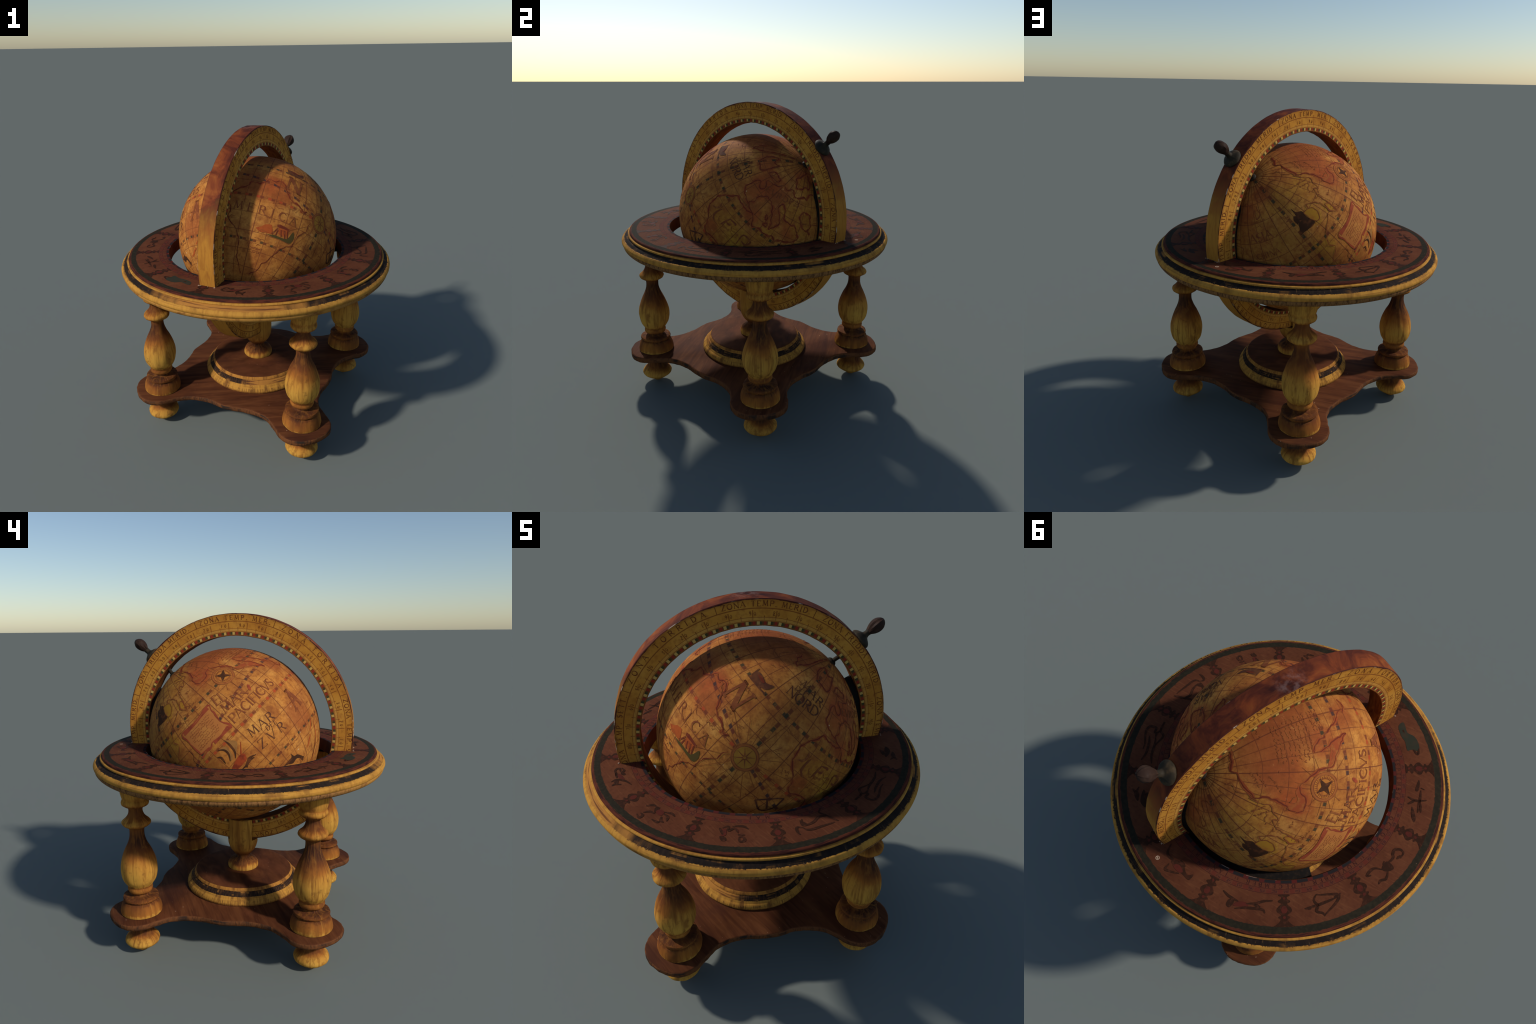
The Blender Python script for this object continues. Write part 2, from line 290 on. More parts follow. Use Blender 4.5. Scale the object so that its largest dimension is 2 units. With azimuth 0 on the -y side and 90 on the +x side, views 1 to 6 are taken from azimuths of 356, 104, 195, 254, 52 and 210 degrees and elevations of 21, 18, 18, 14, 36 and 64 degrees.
def mat_globe_paper():
    g = Nodes('old_map_paper'); o = g.obj(); u = g.vm('NORMALIZE', o)
    warp = g.noise(o, 7, 3)
    x, y, z = g.xyz(u)
    wob = g.m('MULTIPLY', g.m('SUBTRACT', warp, 0.5), 1.1)
    lat = g.m('MULTIPLY', g.m('ARCSINE', z), 57.29578); lon = g.m('MULTIPLY', g.m('ARCTAN2', y, x), 57.29578)
    latw = g.m('ADD', lat, wob); lonw = g.m('SUBTRACT', lon, wob)
    cosl = g.m('MAXIMUM', g.m('COSINE', g.m('MULTIPLY', lat, 0.0174533)), 0.02)
    n1 = g.noise(o, 4.5, 5, 0.62); n2 = g.noise(o, 42, 4, 0.65); n3 = g.noise(o, 13, 4, 0.6)
    c = g.ramp(n1, [(0.32, PAPER_D), (0.48, PAPER), (0.66, (0.575, 0.262, 0.060))])
    wn = g.m('MULTIPLY', g.m('SUBTRACT', n3, 0.5), 0.16)
    for la, lo, rad, kind in LAND_WASH:
        col, amt = WASH[kind]
        d = g.m('ADD', g.vm('DISTANCE', u, tuple(sph(la, lo))), wn)
        rr = R8(rad)
        c = g.mix(g.step(d, rr * 0.45, rr * 1.15, amt, 0.0), c, col)
    c = g.mix(g.step(n3, 0.46, 0.74, 0.0, 0.62), c, STAIN)
    c = g.mix(g.step(g.noise(o, 2.6, 5, 0.65, 0.4), 0.46, 0.70, 0.0, 0.5), c, (0.25, 0.072, 0.021))
    c = g.mix(g.step(g.noise(g.vm('ADD', o, (4.0, 2.0, 1.0)), 6.5, 5, 0.68, 0.6), 0.55, 0.72, 0.0, 0.50), c, (0.150, 0.044, 0.017))
    c = g.mix(g.step(n2, 0.44, 0.74, 0.0, 0.70), c, (0.215, 0.060, 0.018))
    c = g.mix(g.step(g.noise(o, 22, 5, 0.7, 0.5), 0.50, 0.68, 0.0, 0.38), c, (0.195, 0.050, 0.017))
    c = g.mix(g.step(g.noise(o, 110, 3), 0.50, 0.75, 0.0, 0.40), c, (0.20, 0.06, 0.02))
    c = g.mix(g.step(n2, 0.40, 0.22, 0.0, 0.30), c, (0.64, 0.35, 0.11))
    # graticule every ten degrees, gore joints every thirty
    def line(v, period, off, half):
        f = g.m('ABSOLUTE', g.m('SUBTRACT', g.m('FRACT', g.m('ADD', g.m('DIVIDE', g.m('SUBTRACT', v, off), period), 40.5)), 0.5))
        return g.m('MULTIPLY', f, period)
    dl = g.m('MULTIPLY', line(lonw, 10.0, 7.6, 0), cosl)
    grid = g.step(dl, 0.10, 0.30, 1.0, 0.0)
    grid = g.m('MAXIMUM', grid, g.step(line(latw, 11.7, 0.6, 0), 0.10, 0.30, 1.0, 0.0))
    gore = g.step(g.m('MULTIPLY', line(lon, 30.0, 17.6, 0), cosl), 0.12, 0.42, 1.0, 0.0)
    fade = g.step(n3, 0.30, 0.60, 0.50, 0.85)
    c = g.mix(g.m('MULTIPLY', grid, fade), c, (0.155, 0.042, 0.018))
    c = g.mix(g.m('MULTIPLY', gore, 0.55), c, (0.13, 0.035, 0.017))
    # dashed circles: tropics, equator, ecliptic and the two prime meridians
    def dashed(dist, phase, a, b, half=0.85):
        w = g.step(dist, half - 0.18, half + 0.18, 1.0, 0.0)
        p = g.m('FRACT', g.m('ADD', phase, 50.0))
        m1 = g.m('MULTIPLY', w, g.band(p, 0.03, 0.31, 0.025)); m2 = g.m('MULTIPLY', w, g.band(p, 0.33, 0.64, 0.025))
        ln = g.m('MULTIPLY', g.near(dist, half + 0.12, 0.14, 0.12), 0.55)
        nonlocal c
        c = g.mix(ln, c, (0.16, 0.045, 0.02))
        c = g.mix(g.m('MULTIPLY', m1, g.step(n2, 0.25, 0.5, 0.65, 0.92)), c, a)
        c = g.mix(g.m('MULTIPLY', m2, g.step(n2, 0.25, 0.5, 0.60, 0.88)), c, b)
    ab = lambda v: g.m('ABSOLUTE', v)
    ph = lambda off, per=7.6: g.m('DIVIDE', g.m('SUBTRACT', lon, off), per)
    GREEN = (0.044, 0.038, 0.021); BROWN = (0.140, 0.037, 0.017)
    dashed(ab(g.m('SUBTRACT', latw, 28.7)), ph(-8.5), GREEN, BROWN)
    dashed(ab(g.m('SUBTRACT', latw, -28.2)), ph(2.0), GREEN, BROWN, 0.7)
    dashed(ab(g.m('SUBTRACT', latw, 0.7)), ph(-8.6), (0.36, 0.060, 0.020), (0.16, 0.038, 0.018))
    ecl = g.m('MULTIPLY', g.m('COSINE', g.m('MULTIPLY', g.m('ADD', lon, 25.0), 0.0174533)), 19.0)
    dashed(ab(g.m('SUBTRACT', latw, ecl)), ph(-7.5), (0.055, 0.030, 0.028), (0.130, 0.032, 0.020))
    m0 = g.m('MULTIPLY', ab(g.m('WRAP', g.m('SUBTRACT', lonw, 62.4), 90.0, -90.0)), cosl)
    dashed(m0, g.m('DIVIDE', g.m('SUBTRACT', lat, -0.5), 9.3), GREEN, BROWN)
    # scuffs showing bare paper
    c = g.mix(g.step(g.noise(o, 30, 2), 0.755, 0.79, 0.0, 0.75), c, (0.70, 0.50, 0.28))
    return g.finish(c, 0.52, 0.30, n2, 0.0008)

def mat_ink(name, col, fade_to, amount=0.5, scale=40, rough=0.55):
    g = Nodes(name); o = g.obj(); n = g.noise(o, scale, 3); n2 = g.noise(o, scale * 0.22, 3)
    f = g.m('MAXIMUM', g.step(n, 0.46, 0.72, 0.0, amount), g.step(n2, 0.55, 0.75, 0.0, amount * 0.8))
    return g.finish(g.mix(f, col, fade_to), rough, 0.3)

def mat_metal():
    g = Nodes('blackened_metal'); o = g.obj(); n = g.noise(o, 22, 4); f = g.noise(o, 120, 2)
    c = g.ramp(n, [(0.3, (0.018, 0.015, 0.011)), (0.55, (0.034, 0.025, 0.015)), (0.8, (0.105, 0.064, 0.030))])
    return g.finish(c, g.step(f, 0.3, 0.7, 0.38, 0.52), 0.9, n, 0.004)

M = {}
def make_materials():
    leg = [(0.27, 0.12), (0.280, 0.44), (0.33, 0.62), (0.349, 0.92), (0.358, 0.62), (0.370, 0.80), (0.385, 1.0), (0.40, 0.62), (0.42, 0.48), (0.437, 0.62), (0.455, 0.12), (0.53, 0.06),
           (0.60, 0.30), (0.655, 0.58), (0.71, 0.92), (0.76, 1.0), (0.80, 0.72), (0.826, 0.28), (0.845, 0.30), (0.870, 0.72), (0.905, 0.92), (0.930, 0.70), (0.948, 0.26), (0.962, 0.20), (0.974, 0.38), (0.99, 0.20), (1.08, 0.12)]
    M['leg'] = wood_turned('flame_stained_leg_wood', leg, 0.27, 1.08, burn=0.06)
    M['foot'] = wood_turned('flame_stained_foot_wood', [(0.0, 0.35), (0.03, 0.16), (0.07, 0.10), (0.10, 0.32), (0.125, 0.80), (0.17, 0.95), (0.23, 0.9)], 0.0, 0.23)
    M['post'] = wood_turned('flame_stained_post_wood', [(0.35, 0.30), (0.375, 0.16), (0.395, 0.34), (0.412, 0.80), (0.44, 1.0), (0.462, 0.80), (0.50, 0.36), (0.58, 0.22), (0.72, 0.22)], 0.35, 0.72, False)
    M['mahogany'] = mat_mahogany('mahogany_stained_board')
    M['disc'] = mat_mahogany('mahogany_stained_disc', (5, 14, 14))
    M['board_edge'] = mat_rim('board_edge', (0.150, 0.055, 0.020), (0.050, 0.022, 0.013), (0.034, 0.022, 0.016), 0.85, 0.44)
    GOLD, GOLD2 = (0.50, 0.240, 0.042), (0.33, 0.140, 0.028)
    M['rim'] = mat_moulding('rim_moulding', [(1.1125, (0.275, 0.128, 0.043), (0.13, 0.056, 0.022), 0.6, 'fillet'), (1.1470, GOLD, GOLD2, 0.5, 'pale'), (1.1665, CHAR, (0.034, 0.022, 0.015), 0.7, 'char'), (1.2, GOLD, (0.30, 0.11, 0.026), 0.5, 'pale')], 0.0075, -104)
    M['disc_rim'] = mat_moulding('disc_moulding', [(0.2785, (0.36, 0.155, 0.032), (0.13, 0.05, 0.018), 0.9, 'pale'), (0.2970, GOLD, (0.12, 0.045, 0.017), 0.85, 'pale'), (0.3170, GOLD, GOLD2, 0.6, 'pale'), (0.3440, CHAR, (0.12, 0.05, 0.02), 0.5, 'char'), (0.4, (0.44, 0.19, 0.036), (0.22, 0.082, 0.022), 0.6, 'pale')], 0.0085, -80, 0.8)
    M['bead'] = M['rim']
    M['under'] = mat_mahogany('underside_wood', (10, 10, 10))
    M['horizon'] = mat_horizon_top()
    M['mface'] = mat_meridian_face(); M['mrim'] = mat_meridian_rim(); M['minner'] = mat_meridian_rim(True)
    M['paper'] = mat_globe_paper(); M['metal'] = mat_metal(); M['wing'] = mat_ink('dark_horn', (0.034, 0.019, 0.014), (0.058, 0.033, 0.022), 0.9, 30, 0.3)
    M['blackish'] = mat_ink('near_black_web', (0.014, 0.012, 0.011), (0.030, 0.020, 0.014), 0.8, 60, 0.8)
    M['ink'] = mat_ink('coast_ink', (0.150, 0.030, 0.016), (0.24, 0.070, 0.024), 0.7)
    M['ink_red'] = mat_ink('coast_wash_red', (0.285, 0.062, 0.021), (0.32, 0.105, 0.028), 1.0, 40)
    M['ink_letter'] = mat_ink('brown_letter_ink', (0.190, 0.054, 0.021), (0.31, 0.105, 0.030), 0.8)
    M['ink_dark'] = mat_ink('dark_ink', (0.060, 0.025, 0.013), (0.150, 0.048, 0.018), 0.9, 30)
    M['ink_second'] = mat_ink('weathered_dark_ink', (0.100, 0.036, 0.020), (0.21, 0.072, 0.026), 0.85)
    M['ink_faint'] = mat_ink('faint_ink', (0.225, 0.062, 0.022), (0.36, 0.135, 0.036), 0.7)
    M['scroll'] = mat_ink('scroll_fill', (0.40, 0.140, 0.038), (0.47, 0.190, 0.046), 0.9, 18)
    M['scroll_roll'] = mat_ink('scroll_roll_red', (0.30, 0.060, 0.026), (0.19, 0.036, 0.020), 0.8, 26)
    M['rose'] = mat_ink('compass_gold', (0.43, 0.155, 0.030), (0.31, 0.092, 0.023), 1.0, 40)
    M['rose2'] = mat_ink('compass_olive', (0.37, 0.170, 0.028), (0.30, 0.105, 0.023), 1.0, 30)
    M['rose_ring'] = mat_ink('compass_band', (0.33, 0.105, 0.028), (0.25, 0.07, 0.02), 0.8, 30)
    M['island'] = mat_ink('island_yellow', (0.41, 0.185, 0.022), (0.36, 0.135, 0.024), 1.0, 30)
    M['hull'] = mat_ink('hull_red', (0.32, 0.055, 0.018), (0.18, 0.032, 0.015), 1.0, 24)
    M['sail'] = mat_ink('sail_grey', (0.31, 0.140, 0.040), (0.185, 0.075, 0.028), 0.9, 20)
    M['green'] = mat_ink('grass_green', (0.078, 0.056, 0.018), (0.120, 0.060, 0.020), 0.9, 40)
    M['flame'] = mat_ink('fire_orange', (0.36, 0.080, 0.020), (0.25, 0.048, 0.016), 1.0, 40)
    M['zod'] = mat_ink('zodiac_ink', (0.036, 0.0150, 0.0085), (0.072, 0.024, 0.013), 0.9, 70, 0.5)
    M['zod_red'] = mat_ink('zodiac_red', (0.092, 0.020, 0.013), (0.060, 0.018, 0.012), 0.9, 40, 0.5)
    M['zod_green'] = mat_ink('zodiac_green', (0.034, 0.034, 0.022), (0.060, 0.036, 0.022), 0.7, 24, 0.5)
    M['month'] = mat_ink('month_ink', (0.048, 0.016, 0.014), (0.085, 0.027, 0.018), 0.8, 60, 0.5)
    M['mer_ink'] = mat_ink('scale_ink', (0.175, 0.050, 0.016), (0.26, 0.085, 0.020), 0.8, 60)
    M['chip'] = mat_ink('bare_chip', (0.46, 0.32, 0.22), (0.25, 0.13, 0.08), 0.9, 90)

# ------------------------------------------------------------------ mesh helpers
def add_obj(name, me, parent=None, loc=None, rot=None):
    ob = bpy.data.objects.new(name, me); bpy.context.scene.collection.objects.link(ob)
    if parent: ob.parent = parent
    if loc is not None: ob.location = loc
    if rot is not None: ob.rotation_euler = rot
    return ob

def finish_mesh(me, angle=38):
    me.update(); me.shade_smooth(); me.set_sharp_from_angle(angle=R8(angle)); return me

def catmull(pts, n, closed=False):
    P = [Vector(p) for p in pts]; k = len(P)
    if k < 3 and not closed: return [P[0].lerp(P[-1], i / n) for i in range(n + 1)]
    out = []
    for i in range(k if closed else k - 1):
        if closed: a, b, c, d = P[(i - 1) % k], P[i], P[(i + 1) % k], P[(i + 2) % k]
        else:
            b, c = P[i], P[i + 1]; a = P[i - 1] if i else b * 2 - c; d = P[i + 2] if i + 2 < k else c * 2 - b
        for j in range(n):
            t = j / n
            out.append(0.5 * ((2 * b) + (c - a) * t + (2 * a - 5 * b + 4 * c - d) * t * t + (3 * b - a - 3 * c + d) * t ** 3))
    if not closed: out.append(P[-1])
    return out

def profile(spec, n=6):
    """spec: (r, z) or (r, z, 's') for a sharp corner -> smooth profile points"""
    runs, cur = [], []
    for p in spec:
        cur.append(p[:2])
        if len(p) > 2 and len(cur) > 1: runs.append(cur); cur = [p[:2]]
    if len(cur) > 1: runs.append(cur)
    out = []
    for r in runs:
        q = [Vector(r[0]), Vector(r[1])] if len(r) == 2 else catmull(r, n)
        out += q if not out else q[1:]
    return [(max(p[0], 0.0), p[1]) for p in out]

def lathe(name, prof, segs=96, closed=False, mat_of=None, mats=(), wob=0.0, seed=0.0, angle=38, origin_z=0.0):
    me = bpy.data.meshes.new(name); V, F, mi = [], [], []
    k = len(prof)
    for j in range(segs):
        a = 2 * math.pi * j / segs; ca, sa = math.cos(a), math.sin(a)
        for i, (r, z) in enumerate(prof):
            if wob and r > 1e-4:
                r = r + wob * mnoise.noise(Vector((ca * 3 + seed, sa * 3, z * 9))) + wob * 0.5 * mnoise.noise(Vector((ca * 11 + seed, sa * 11, z * 25)))
            V.append((r * ca, r * sa, z - origin_z))
    for j in range(segs):
        j2 = (j + 1) % segs
        for i in range(k if closed else k - 1):
            i2 = (i + 1) % k
            F.append((j * k + i, j2 * k + i, j2 * k + i2, j * k + i2)); mi.append(mat_of(prof[i], prof[i2]) if mat_of else 0)
    me.from_pydata(V, [], F)
    for m in mats: me.materials.append(m)
    me.polygons.foreach_set('material_index', mi)
    bm = bmesh.new(); bm.from_mesh(me); bmesh.ops.remove_doubles(bm, verts=bm.verts, dist=1e-5)
    bmesh.ops.recalc_face_normals(bm, faces=bm.faces); bm.to_mesh(me); bm.free()
    return finish_mesh(me, angle)

# ------------------------------------------------------------------ drawing on surfaces
class Surface:
    """maps flat drawing coordinates to 3D points lifted a hair above a part's surface"""
    def at(self, u, v, lift): raise NotImplementedError
class OnGlobe(Surface):            # (lon, lat) in degrees
    unit = GLOBE_R * math.pi / 180
    def at(self, u, v, lift): return sph(v, u) * (GLOBE_R + lift)
    def nrm(self, p): return p.normalized()
    def fix(self, p, lift): return p.normalized() * (GLOBE_R + lift)
    def text(self, x, y, o, ang):
        ca, sa = math.cos(ang), math.sin(ang)
        la = o[1] + (x * sa + y * ca) / self.unit
        return (o[0] + (x * ca - y * sa) / (self.unit * max(math.cos(R8(o[1] + (x * sa) / self.unit)), 0.1)), la)
class OnTable(Surface):            # (azimuth degrees, radius) on the horizon table
    def at(self, u, v, lift): return Vector((v * math.cos(R8(u)), v * math.sin(R8(u)), TOP_Z + lift))
    def nrm(self, p): return Vector((0, 0, 1))
    def fix(self, p, lift): return Vector((p.x, p.y, TOP_Z + lift))
class OnMeridian(Surface):         # (angle degrees, radius) on one face of the meridian ring
    def __init__(self, side): self.s = side
    def at(self, u, v, lift): return Vector((v * math.cos(R8(u)), self.s * (MER_T / 2 + lift), v * math.sin(R8(u))))
    def nrm(self, p): return Vector((0, self.s, 0))
    def fix(self, p, lift): return Vector((p.x, self.s * (MER_T / 2 + lift), p.z))

class Ink:
    def __init__(self, surf): self.s = surf; self.V = []; self.F = []
    def ribbon3(self, pts, w, lift, closed=False):
        n = len(pts); b = len(self.V)
        for i, p in enumerate(pts):
            q0 = pts[i - 1] if (i or closed) else p; q1 = pts[(i + 1) % n] if (i + 1 < n or closed) else p
            t = q1 - q0
            if t.length < 1e-9: t = Vector((1, 0, 0))
            side = self.s.nrm(p).cross(t).normalized()
            ww = w(i / max(n - 1, 1)) if callable(w) else w
            self.V += [self.s.fix(p + side * ww / 2, lift), self.s.fix(p - side * ww / 2, lift)]
        for i in range(n if closed else n - 1):
            j = (i + 1) % n
            self.F.append((b + 2 * i, b + 2 * i + 1, b + 2 * j + 1, b + 2 * j))
    def stroke(self, uv, w, lift=0.0014, smooth=True, sub=5, wiggle=0.0, closed=False, seed=0.0):
        if smooth and len(uv) > 2: uv = [tuple(p) for p in catmull(uv, sub, closed)]
        elif len(uv) > 1:
            out = []
            for a, c in zip(uv, uv[1:] + ([uv[0]] if closed else [])):
                k = max(1, int((self.s.at(*a, 0) - self.s.at(*c, 0)).length / 0.012))
                out += [(a[0] + (c[0] - a[0]) * i / k, a[1] + (c[1] - a[1]) * i / k) for i in range(k)]
            uv = out + ([] if closed else [uv[-1]])
        P = [self.s.at(u, v, lift) for u, v in uv]
        if wiggle: P = [p + Vector((mnoise.noise(p * 45 + Vector((seed, 0, 0))), mnoise.noise(p * 45 + Vector((0, seed + 9, 0))), mnoise.noise(p * 45 + Vector((3, 5, seed))))) * wiggle for p in P]
        self.ribbon3(P, w, lift, closed)
    def fill(self, uv, lift=0.0008, smooth=True, sub=4, step=2.0):
        """fill an outline; inner points keep it on the curved surface"""
        if smooth: uv = [tuple(p) for p in catmull(uv, sub, True)]
        us, vs = [p[0] for p in uv], [p[1] for p in uv]
        pts = [Vector(p) for p in uv]; nb = len(pts); ed = [(i, (i + 1) % nb) for i in range(nb)]
        if step:
            u = min(us) + step * 0.5
            while u < max(us):
                v = min(vs) + step * 0.5
                while v < max(vs): pts.append(Vector((u, v))); v += step
                u += step
        vo, eo, fo, *_ = delaunay_2d_cdt(pts, ed, [list(range(nb))], 1, 1e-5)
        b = len(self.V); self.V += [self.s.at(p[0], p[1], lift) for p in vo]
        for f in fo:
            q = [b + i for i in f]
            nn = (self.V[q[1]] - self.V[q[0]]).cross(self.V[q[2]] - self.V[q[0]])
            if nn.dot(self.s.nrm(self.V[q[0]])) < 0: q.reverse()
            self.F.append(q)
    def disc(self, u, v, rad, lift, inner=0.0, n=40, aspect=None):
        c = self.s.at(u, v, lift); nn = self.s.nrm(c); a = nn.orthogonal().normalized(); b2 = nn.cross(a)
        b = len(self.V)
        for i in range(n):
            t = 2 * math.pi * i / n; d = a * math.cos(t) + b2 * math.sin(t)
            self.V += [self.s.fix(c + d * rad, lift), self.s.fix(c + d * inner, lift)]
        for i in range(n):
            j = (i + 1) % n; self.F.append((b + 2 * i, b + 2 * i + 1, b + 2 * j + 1, b + 2 * j))
    def build(self, name, mat, parent, stuff=False):
        me = bpy.data.meshes.new(name); me.from_pydata([tuple(v) for v in self.V], [], self.F); me.materials.append(mat)
        bm = bmesh.new(); bm.from_mesh(me)
        for f in bm.faces:
            if f.normal.dot(self.s.nrm(f.calc_center_median())) < 0: f.normal_flip()
        bm.to_mesh(me); bm.free(); me.shade_smooth()
        ob = add_obj(name, me, parent)
        if stuff: ob['kind'] = 'stuff'
        return ob

# pen letters: thin/thick strokes on a unit-high box (t/T straight thin/thick, c/C curved, n thin without serifs)
GLYPH = {
 'A': (0.86, 't 0,0 .42,1|T .42,1 .86,0|n .15,.38 .68,.38'), 'B': (0.72, 'T .1,0 .1,1|C .1,1 .52,.95 .6,.75 .5,.56 .1,.52|C .1,.52 .62,.48 .72,.25 .55,.03 .1,0'),
 'C': (0.84, 'C .8,.82 .55,1 .2,.85 .05,.5 .2,.15 .55,0 .82,.2'), 'D': (0.88, 'T .1,0 .1,1|C .1,1 .55,.95 .86,.5 .55,.05 .1,0'),
 'E': (0.72, 'T .1,0 .1,1|n .1,1 .65,1 .65,.84|n .1,.52 .5,.52|n .1,0 .68,0 .7,.18'), 'F': (0.66, 'T .1,0 .1,1|n .1,1 .65,1 .65,.82|n .1,.52 .5,.52'),
 'G': (0.9, 'C .8,.82 .55,1 .2,.85 .05,.5 .2,.15 .55,0 .84,.15|T .84,.0 .84,.42'), 'H': (0.86, 'T .1,0 .1,1|T .76,0 .76,1|n .1,.52 .76,.52'), 'I': (0.32, 'T .16,0 .16,1'),
 'L': (0.68, 'T .1,0 .1,1|n .1,0 .64,0 .66,.2'), 'M': (1.02, 't .05,0 .16,1|T .16,1 .5,.1|t .5,.1 .84,1|T .84,1 .97,0'), 'N': (0.88, 't .08,0 .08,1|T .08,1 .8,0|t .8,0 .8,1'),
 'O': (0.94, 'C .47,1 .15,.85 .04,.5 .15,.15 .47,0 .79,.15 .9,.5 .79,.85 .47,1'), 'P': (0.72, 'T .1,0 .1,1|C .1,1 .56,.96 .68,.73 .54,.5 .1,.46'),
 'R': (0.84, 'T .1,0 .1,1|C .1,1 .54,.96 .66,.75 .54,.55 .1,.5|T .4,.5 .84,0'), 'S': (0.64, 'C .56,.85 .36,1 .1,.88 .12,.62 .46,.44 .58,.2 .32,0 .06,.14'),
 'T': (0.8, 'T .4,0 .4,1|n .02,.84 .02,1 .78,1 .78,.84'), 'V': (0.84, 'T 0,1 .42,0|t .42,0 .84,1'), 'Z': (0.78, 'n .06,.84 .06,1 .72,1|T .72,1 .04,0|n .04,0 .74,0 .76,.18'),
 '0': (0.5, 'c .25,.8 .05,.4 .25,0 .45,.4 .25,.8'), '1': (0.3, 'n .15,0 .15,.85'), '2': (0.5, 'c .05,.65 .25,.85 .42,.62 .05,0 .48,.03'), '3': (0.5, 'c .06,.78 .4,.75 .2,.45 .45,.22 .06,.02'),
 '4': (0.5, 'n .36,0 .36,.85 .04,.25 .5,.25'), '5': (0.5, 'c .45,.85 .12,.82 .1,.5 .42,.35 .3,.02 .04,.06'), '6': (0.5, 'c .42,.85 .08,.5 .2,.02 .44,.2 .3,.46 .08,.3'),
 '7': (0.5, 'n .04,.85 .46,.85 .16,0'), '8': (0.5, 'c .25,.45 .08,.68 .25,.88 .42,.68 .08,.2 .25,0 .42,.2 .25,.45'), '9': (0.5, 'c .42,.55 .22,.4 .08,.62 .24,.86 .42,.6 .36,.2 .12,0'),
 '.': (0.2, 'T .06,.06 .24,.06'), ' ': (0.45, '')}

def glyph_strokes(ch):
    w, spec = GLYPH[ch]; out = []
    for part in filter(None, spec.split('|')):
        k, *pp = part.split(' '); out.append((k, [tuple(float(x) for x in p.split(',')) for p in pp]))
    return w, out

def write(ink, text, place, h, length, bold=1.0, lift=0.0015, serif=True, jitter=0.03):
    """place(x, y) -> surface coordinates; x runs along the base line 0..length, y is up to h"""
    ws = [glyph_strokes(c)[0] for c in text]; gap = 0.16 * h
    nat = sum(ws) * h + gap * (len(text) - 1); x = 0.0
    extra = (length - nat) / max(len(text) - 1, 1) if length else 0.0
    sx = 1.0
    if extra < -gap * 0.7: sx = length / nat; extra = 0.0
    for ch, w in zip(text, ws):
        dy = (rnd.random() - 0.5) * jitter * h; sk = (rnd.random() - 0.5) * 0.08
        for kind, pts in glyph_strokes(ch)[1]:
            wd = (0.15 if kind in 'TC' else 0.075) * h * bold
            q = [place(x + (p[0] + sk * p[1]) * h * sx, p[1] * h + dy) for p in pts]
            ink.stroke(q, (lambda t, wd=wd: wd * (0.45 + 1.1 * math.sin(math.pi * min(max(t, 0.03), 0.97)) * 0.75)) if kind in 'Cc' else wd, lift, kind in 'Cc', 4)
            if serif and kind in 'tT':
                for px, py in (pts[0], pts[-1]):
                    if py in (0.0, 1.0):
                        s = 0.13 * h
                        ink.stroke([place(x + (px + sk * py) * h * sx - s, py * h + dy), place(x + (px + sk * py) * h * sx + s, py * h + dy)], 0.06 * h * bold, lift, False)
        x += (w * h + gap) * sx + extra

def globe_text(ink, text, p0, p1, hdeg, **kw):
    """p0, p1: (lat, lon) of both ends of the base line"""
    u = OnGlobe.unit; ml = R8((p0[0] + p1[0]) / 2)
    dx, dy = (p1[1] - p0[1]) * math.cos(ml) * u, (p1[0] - p0[0]) * u
    L = math.hypot(dx, dy); ang = math.atan2(dy, dx); s = ink.s
    write(ink, text, lambda x, y: s.text(x, y, (p0[1], p0[0]), ang), hdeg * u, L, **kw)

def scribble(ink, p0, p1, hdeg, w=0.0028, lift=0.0013):
    """a line of script too small to read: short restless pen marks"""
    n = max(2, int(abs(p1[1] - p0[1]) * 0.62 + abs(p1[0] - p0[0]) * 0.5))
    for i in range(n):
        if rnd.random() < 0.10: continue
        t = (i + 0.15) / n; la = p0[0] + (p1[0] - p0[0]) * t; lo = p0[1] + (p1[1] - p0[1]) * t
        d = abs(p1[1] - p0[1]) / n * 0.8
        k = rnd.choice((3, 3, 4)); pts = [(lo + d * j / (k - 1) + rnd.uniform(-.1, .1) * d, la + hdeg * rnd.uniform(0.0, 1.0)) for j in range(k)]
        ink.stroke(pts, w, lift, True, 2)

swap = lambda L: [(b, a) for a, b in L]        # (lat, lon) -> (lon, lat)

# ------------------------------------------------------------------ parts
def lean(ob, x, y, dz, zref=0.26):
    ob.location = (x + TILT * zref, y, dz + TILT * x); ob.rotation_euler.y = -TILT

